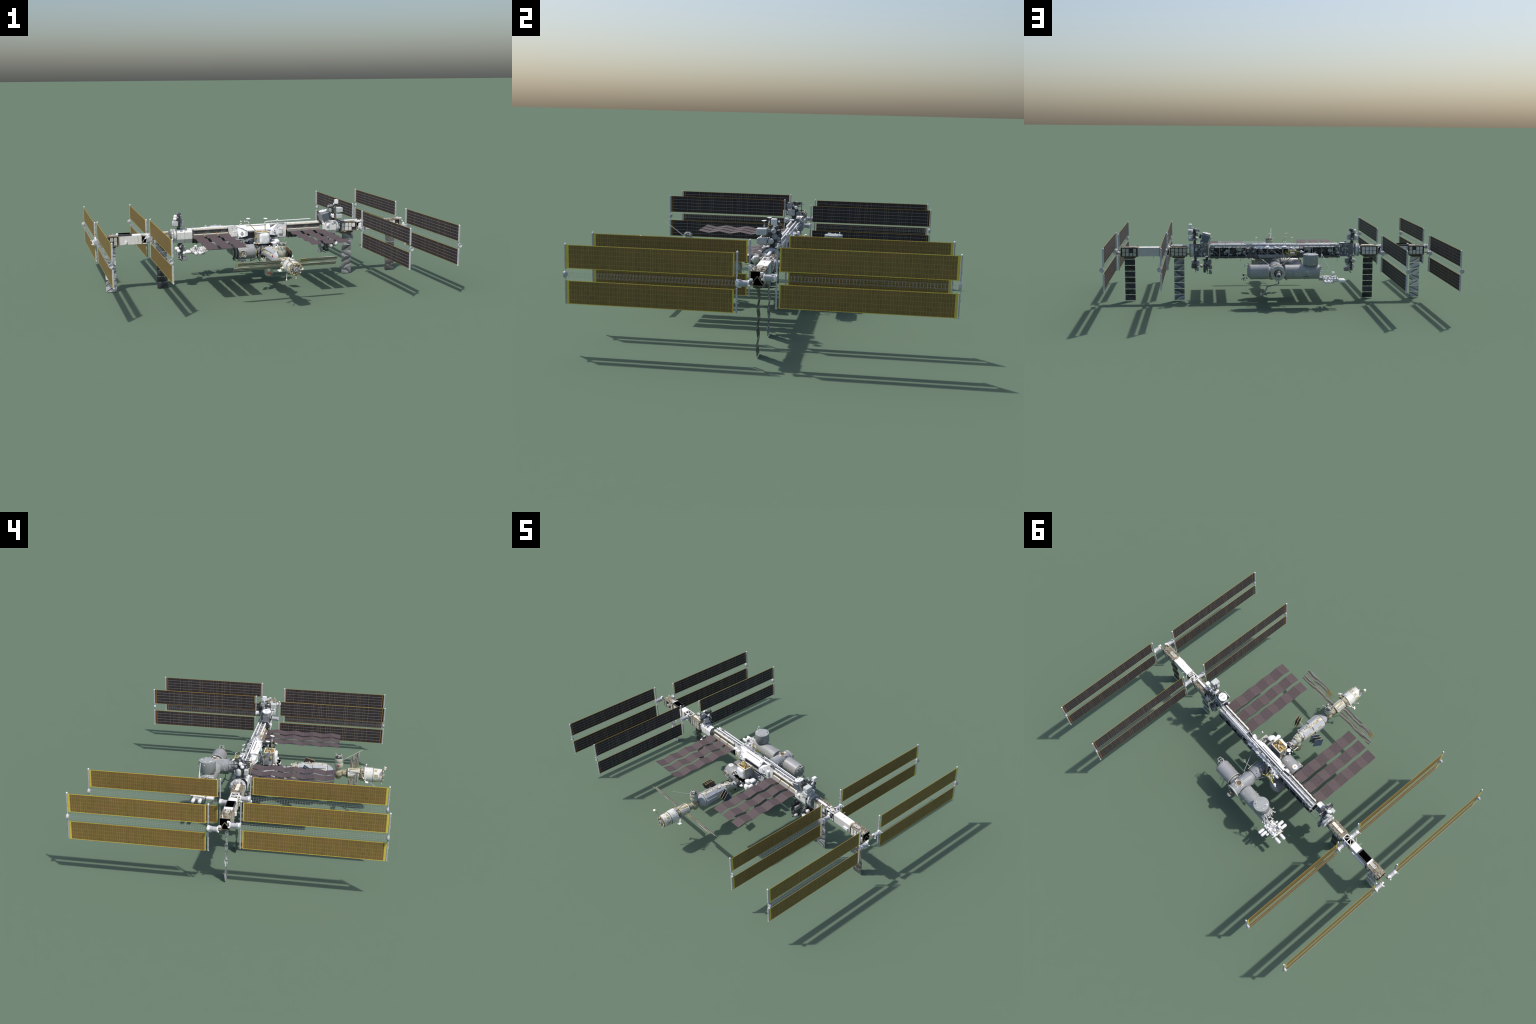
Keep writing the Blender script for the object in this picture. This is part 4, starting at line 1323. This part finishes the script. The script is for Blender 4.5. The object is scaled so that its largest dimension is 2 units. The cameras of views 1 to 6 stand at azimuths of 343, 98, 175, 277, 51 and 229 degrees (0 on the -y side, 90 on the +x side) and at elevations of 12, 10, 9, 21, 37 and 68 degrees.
def big_arm():
    a = Part("large_robot_arm", None)
    a.tube([(-.014, .070, .176), (-.019, .070, .128), (-.022, .071, .110)], .0034, "steel")
    a.tube([(-.022, .071, .110), (.020, .120, .1085), (.060, .172, .1085)], .0030, "steel")
    a.tube([(.058, .170, .1150), (.062, .174, .104), (.066, .178, .092), (.070, .180, .090)], .0042, "grey")
    a.tube([(.068, .180, .092), (.076, .188, .074), (.090, .197, .0665)], .0034, "steel")
    a.clutter((.082, .190, .060), (.096, .204, .071), 8, (.005, .009), ["grey", "steel", "palepanel"], 480)
    a.beam((.000, .156, .172), (.000, .156, .136), .004, "steel")
    a.make()
    d = Part("two_arm_manipulator", None)
    d.tube([(-.050, .20, .178), (-.058, .205, .166), (-.052, .21, .160)], .004, "grey")
    d.clutter((-.062, .19, .158), (-.04, .215, .18), 14, (.004, .009), ["grey", "dark", "steel", "palepanel"], 481)
    d.make()


# ------------------------------------------------------------------ aft (eastern) modules
def aft_modules():
    Z = .2250
    # cargo block
    f = Part("cargo_block_module", None)
    f.lathe((0, 0, .2250), "y", [(-.452, .020, "russian_tan"), (-.4500, .0225, "steelblue"), (-.4195, .0400, "steelblue"), (-.4185, .0420, "dark"), (-.4155, .0420), (-.340, .0390), (-.330, .0375), (-.262, .0345), (-.254, .0330), (-.248, .026)], "russian_white", 30)
    R = lambda b: Matrix.Rotation(b, 3, "Y")
    for b, y0, y1, r in ((.62, -.41, -.335, .0425), (.62, -.33, -.265, .0380), (-.62, -.41, -.335, .0425), (-.62, -.33, -.265, .0380), (1.5, -.41, -.34, .0425), (-1.5, -.41, -.34, .0425), (2.4, -.41, -.34, .0425), (-2.4, -.41, -.34, .0425)):
        cx, cz = r * math.sin(b), .2250 + r * math.cos(b)
        f.rot((cx, (y0 + y1) / 2, cz), (.021, y1 - y0, .0035), "steelblue", R(b))
    for sx in (-1, 1):
        f.cyl((sx * .010, -.40, .2655), (sx * .010, -.27, .2590), .0032, "russian_white", seg=8)
    f.clutter((-.012, -.40, .260), (.012, -.27, .264), 34, (.004, .010), ["russian_white", "crinkle", "sand", "palepanel"], 501)
    f.clutter((-.034, -.268, .20), (.034, -.250, .252), 30, (.004, .010), ["crinkle", "russian_tan", "grey", "dark"], 502)
    f.box((-.040, -.425, .236), (-.034, -.418, .244), "red")
    f.make()
    fn = Part("cargo_block_nose", None)
    fn.ball((0, -.230, .2245), .0285, "russian_green", 20)
    fn.lathe((0, -.230, .24), "z", [(0, .0180), (.014, .0180), (.0150, .0155, "palepanel"), (.009, .0130, "palepanel")], "cream", 20)
    fn.lathe((0, 0, .2205), "y", [(-.215, .022), (-.196, .019), (-.192, .019)], "grey", 18)
    fn.clutter((-.02, -.25, .243), (.02, -.215, .254), 16, (.003, .007), ["cream", "crinkle", "dark"], 503)
    fn.make()
    # small folded arrays on both sides of the cargo block
    e1 = V((-.34, .86, .38)).normalized()
    e2 = V((.04, -.41, .91)).normalized()
    base = V((-.098, -.316, .256))
    for sx in (-1, 1):
        a = Part("folded_solar_array", None)
        mirror = (lambda v: v) if sx < 0 else (lambda v: V((-v.x, v.y, v.z)))
        e1b = V((.34, .86, .38)).normalized()
        for k in range(3):
            c = base + V((.0165, 0, .005)) * k
            tilt = V((.012 if k % 2 else -.004, 0, 0))
            q = [c - e1b * .029, c + e1b * .029, c + e1b * .029 - e2 * .055 + tilt, c - e1b * .029 - e2 * .055 + tilt]
            q = [mirror(v) for v in q]
            if sx > 0:
                q = q[::-1]
            a.slab(q, .0016, "bluecell", "browncell", "sand")
            if k < 2:
                q2 = [c - e1b * .029, c + e1b * .029, c + V((.0165, 0, .005)) + e1b * .029 - e2 * .052, c + V((.0165, 0, .005)) - e1b * .029 - e2 * .052]
                q2 = [mirror(v) for v in q2]
                if sx > 0:
                    q2 = q2[::-1]
                a.slab(q2, .0012, "bluecell", "browncell", "sand")
        a.beam((sx * .03, -.31, .228), (sx * .075, -.312, .232), .004, "grey")
        a.make()
    # docking module below the nose
    r = Part("lower_docking_module", None)
    r.lathe((0, -.232, 0), "z", [(.079, .008), (.0815, .0150), (.087, .0215), (.093, .0240), (.140, .0240), (.146, .0225), (.152, .0250), (.182, .0250), (.190, .020), (.200, .016)], "russian_green", 24)
    r.slab([(-.010, -.2565, .098), (.012, -.2565, .098), (.012, -.2565, .104), (-.010, -.2565, .104)], .0015, "red")
    r.slab([(-.006, -.2565, .108), (-.001, -.2565, .108), (-.001, -.2565, .130), (-.006, -.2565, .130)], .0015, "steelblue")
    for k in range(7):
        b = TAU * k / 7
        r.beam((.026 * math.cos(b), -.232 + .026 * math.sin(b), .148), (.034 * math.cos(b), -.232 + .034 * math.sin(b), .165 - .01 * (k % 3)), .0018, "sand")
    r.clutter((-.028, -.258, .145), (.028, -.206, .19), 24, (.004, .009), ["russian_green", "sand", "russian_tan"], 505)
    r.beam((-.026, -.215, .172), (-.028, -.18, .178), .004, "cream")
    r.make()

    # service module
    s = Part("service_module", None)
    s.lathe((0, 0, Z), "y", [(-.7170, .030, "sand"), (-.7150, .0365), (-.6700, .0375), (-.6690, .0385, "dark"), (-.6665, .0385, "dark"), (-.6660, .0405), (-.6195, .0405), (-.6185, .0395, "dark"), (-.6165, .0360, "russian_tan"), (-.5985, .0320, "russian_tan"), (-.5975, .0325, "dark"), (-.5945, .0310), (-.5330, .0280), (-.5310, .0290, "sand"), (-.5270, .0270, "dark"), (-.5220, .021, "russian_tan"), (-.5000, .018, "russian_tan")], "bright_hull", 32)
    s.clutter((-.034, -.617, .190), (.034, -.600, .258), 70, (.004, .009), ["russian_tan", "sand", "dark", "sand"], 510)
    for b, y, w, l in ((.2, -.677, .012, .012), (.7, -.680, .010, .018), (-.5, -.677, .012, .014), (-1.3, -.680, .012, .020), (1.5, -.680, .014, .022), (2.3, -.680, .012, .016), (-2.2, -.680, .012, .016)):
        s.rot((.0375 * math.sin(b), y - .004, Z + .0375 * math.cos(b)), (w, l, .0014), "sand", R(b))
    for b in (.3, -.35, 1.9, -1.9):
        s.rot((.030 * math.sin(b), -.562, Z + .030 * math.cos(b)), (.010, .052, .0016), "sand", R(b))
    for b in (.9, -.9):
        s.rot((.0305 * math.sin(b), -.565, Z + .0305 * math.cos(b)), (.012, .050, .0016), "palepanel", R(b))
    s.beam((.012, -.620, .2640), (-.020, -.535, .2540), .0022, "palepanel")
    s.beam((-.022, -.530, .2460), (-.030, -.600, .2420), .003, "grey")
    rr = random.Random(14)
    for _ in range(46):
        b, y = rr.uniform(0, TAU), rr.uniform(-.714, -.625)
        rad = .0425 if y > -.667 else .038
        c = (rad * math.sin(b), y, Z + rad * math.cos(b))
        s.box([v - .0012 for v in c], [v + .0012 for v in c], rr.choice(["sand", "dark", "grey", "bright"]))
    s = s.make()
    tail = Part("engine_section", s)
    tail.lathe((0, 0, Z), "y", [(-.7290, .0055, "dark"), (-.7300, .0095), (-.7285, .0135), (-.7200, .0135), (-.7175, .016, "sand")], "grey", 20)
    tail.lathe((0, 0, Z), "y", [(-.7195, .030, "tan"), (-.7165, .0335, "tan")], "tan", 28)
    for b in range(10):
        a = TAU * b / 10
        tail.cyl((.027 * math.cos(a), -.716, Z + .027 * math.sin(a)), (.029 * math.cos(a), -.725, Z + .029 * math.sin(a)), .0022, "sand" if b % 3 else "cream", .0032, seg=8)
    tail.clutter((-.028, -.722, Z - .028), (.028, -.717, Z + .028), 40, (.004, .008), ["tan", "sand", "hatch", "dark", "grey"], 511)
    tail.make()
    # spherical node and upper docking module
    b = Part("spherical_node", None)
    b.ball((0, -.4785, .2215), .0255, "russian_tan", 22)
    b.lathe((0, 0, .2225), "y", [(-.456, .0150), (-.447, .0160), (-.443, .0150)], "russian_tan", 18)
    b.lathe((0, -.4775, 0), "z", [(.192, .013), (.200, .018), (.238, .0165), (.247, .0155, "dark"), (.249, .0155)], "russian_tan", 18)
    rr = random.Random(15)
    for _ in range(40):
        d = V((rr.gauss(0, 1), rr.gauss(0, 1), rr.gauss(0, 1))).normalized() * .0255
        c = V((0, -.4785, .2215)) + d
        b.box([v - .0017 for v in c], [v + .0017 for v in c], rr.choice(["russian_tan", "sand", "dark", "cream"]))
    b.make(50)
    p = Part("upper_docking_module", None)
    p.lathe((0, -.4770, 0), "z", [(.2465, .015), (.2520, .0195), (.2620, .0235), (.2720, .0245), (.2850, .0245), (.2870, .0230, "dark"), (.2890, .0230), (.2960, .0240), (.3060, .0235), (.3120, .0190), (.3140, .0215, "dark"), (.3180, .0215, "dark"), (.3220, .0120), (.3280, .0120), (.3295, .0090, "dark"), (.3250, .006)], "russian_green", 26)
    p.clutter((-.018, -.494, .314), (.018, -.46, .324), 26, (.003, .007), ["grey", "dark", "palepanel", "crinkle"], 520)
    p.box((-.026, -.482, .270), (-.0235, -.472, .277), "red")
    p.beam((.018, -.47, .31), (.036, -.455, .326), .0016, "palepanel")
    p.beam((-.02, -.48, .30), (-.034, -.475, .298), .0022, "sand")
    p.tube([(-.014, -.505, .309), (-.018, -.535, .330), (-.024, -.600, .374)], .0013, "cream", 6)
    p.beam((-.012, -.490, .304), (-.015, -.512, .312), .004, "grey")
    p.make(40)
    # long thin aft arrays, each two striped blades
    dirn = V((0, -.672, .741)).normalized()
    for sx in (-1, 1):
        a = Part("striped_solar_array", None)
        c0 = V((0, -.560, .224))
        at = lambda x, t: V((sx * x, c0.y + dirn.y * t, c0.z + dirn.z * t))
        blade = lambda xa, xb, lo, hi, m: a.slab([at(xa, lo), at(xa, hi), at(xb, hi), at(xb, lo)], .0022, m)
        blade(.036, .299, -.0365, -.0100, "cloth")
        if sx > 0:
            blade(.076, .116, .0067, .0363, "clothgold")
            blade(.116, .294, .0067, .0363, "cloth")
            a.beam(at(.066, .008), at(.066, .035), .002, "clothgold")
        else:
            blade(.036, .262, .0067, .0363, "cloth")
            blade(.262, .282, .0067, .0363, "clothgold")
            a.beam(at(.293, .008), at(.293, .036), .0018, "clothgold")
        a.beam(at(.026, .000), at(.296, -.001), .0022, "tan")
        a.beam(at(.030, .0065), at(.294, .0065), .0012, "tan")
        a.make()
    # antennas of the service module
    an = Part("ball_antenna", None)
    an.tube([(-.018, -.714, .258), (-.034, -.720, .276), (-.044, -.728, .280)], .0018, "tan", 6)
    an.cyl((-.0455, -.7265, .279), (-.0445, -.7305, .2935), .0075, "cream", seg=14)
    an.make()
    for sx in (-1, 1):
        w = Part("side_antenna", None)
        w.tube([(sx * .034, -.612, .222), (sx * .050, -.620, .214), (sx * .062, -.632, .206)], .0035, "cream", 8)
        w.slab([(sx * .055, -.646, .203), (sx * .068, -.640, .200), (sx * .075, -.626, .207), (sx * .062, -.630, .210)], .003, "bright")
        w.clutter((sx * .05 - .006, -.63, .205), (sx * .05 + .01, -.612, .218), 7, (.003, .007), ["cream", "grey", "bright", "sand"], 530 + sx)
        w.make()
    t = Part("antenna_rod", None)
    t.tube([(.004, -.625, .266), (.010, -.628, .276)], .0012, "cream")
    t.ball((.012, -.628, .278), .0045, "bright", 10)
    t.tube([(-.030, -.655, .190), (-.040, -.680, .176), (-.044, -.690, .166)], .0022, "grey")
    t.ball((-.044, -.690, .164), .0045, "cream", 10)
    t.tube([(.0, -.715, .188), (.0, -.718, .178)], .0015, "cream")
    t.ball((.0, -.718, .176), .0025, "bright", 8)
    t.make()


def small_masts():
    for c, s in (((-.115, -.045, .384), 1), ((.115, -.055, .384), -1)):
        m = Part("camera_light", None)
        m.beam((c[0], -.02, .352), c, .0014, "sand")
        m.ball(c, .0040, "bright", 10)
        m.pod(c, (c[0] + s * .008, c[1], c[2] - .003), .003, "bright", 10)
        m.beam(c, (c[0] - s * .003, c[1], c[2] + .011), .0012, "orange")
        m.make()
    m = Part("whip_antenna", None)
    for x, z0, z1 in ((-.393, .354, .382), (-.160, .354, .380), (-.392, .268, .244)):
        m.beam((x, .03, z0), (x, .03, z1), .0009, "grey")
        m.ball((x, .03, z1), .0022, "grey", 8)
    for x, y in ((-.050, .044), (-.062, .05)):
        m.ball((x, y, .366), .0042, "bright", 10)
        m.beam((x, y, .345), (x, y, .364), .0014, "sand")
    m.beam((-.006, .030, .272), (-.003, .060, .264), .003, "grey")
    m.ball((-.003, .062, .262), .0055, "palepanel", 10)
    m.beam((.374, .03, .268), (.366, .034, .254), .0018, "dark")
    m.beam((.212, .03, .262), (.216, .03, .248), .0022, "steel")
    m.make()
    # fine mast with a lamp beside the long laboratory hull
    l = Part("camera_light", None)
    l.beam((.045, .10, .232), (.075, .112, .262), .0014, "cream")
    l.ball((.078, .112, .264), .0034, "bright", 10)
    l.ball((.084, .106, .266), .0030, "cream", 10)
    l.make()


# ------------------------------------------------------------------ assemble
def main():
    global ROOT
    for o in list(bpy.data.objects):
        bpy.data.objects.remove(o)
    setup_materials()
    M["bright_hull"] = quilt("white_hull_cloth", (0.72, 0.72, 0.68), (0.44, 0.38, 0.20), (0.05, 0.047, 0.05), 0.0010, 0.04, 0.45, 0.1)
    ROOT = bpy.data.objects.new("space_station", None)
    bpy.context.collection.objects.link(ROOT)
    ROOT["label"] = "modular space station with long truss and eight golden solar wings"
    ROOT["category"] = "space station"
    blanket = solar_meshes()
    for xf in (ID, ROT):
        for x in (.6685, .9710):
            solar_wing(x, .0810, 1, .3185, xf, blanket)
            solar_wing(x, -.0665, -1, .2925, xf, blanket)
    for side in (1, -1):
        folding_radiator(side)
        inner_truss(side)
        joint_truss(side)
        outer_truss(side)
    centre_truss()
    pallets()
    particle_detector()
    west_modules()
    airlock()
    spare_platform()
    big_arm()
    aft_modules()
    small_masts()
    bpy.context.view_layer.update()


main()
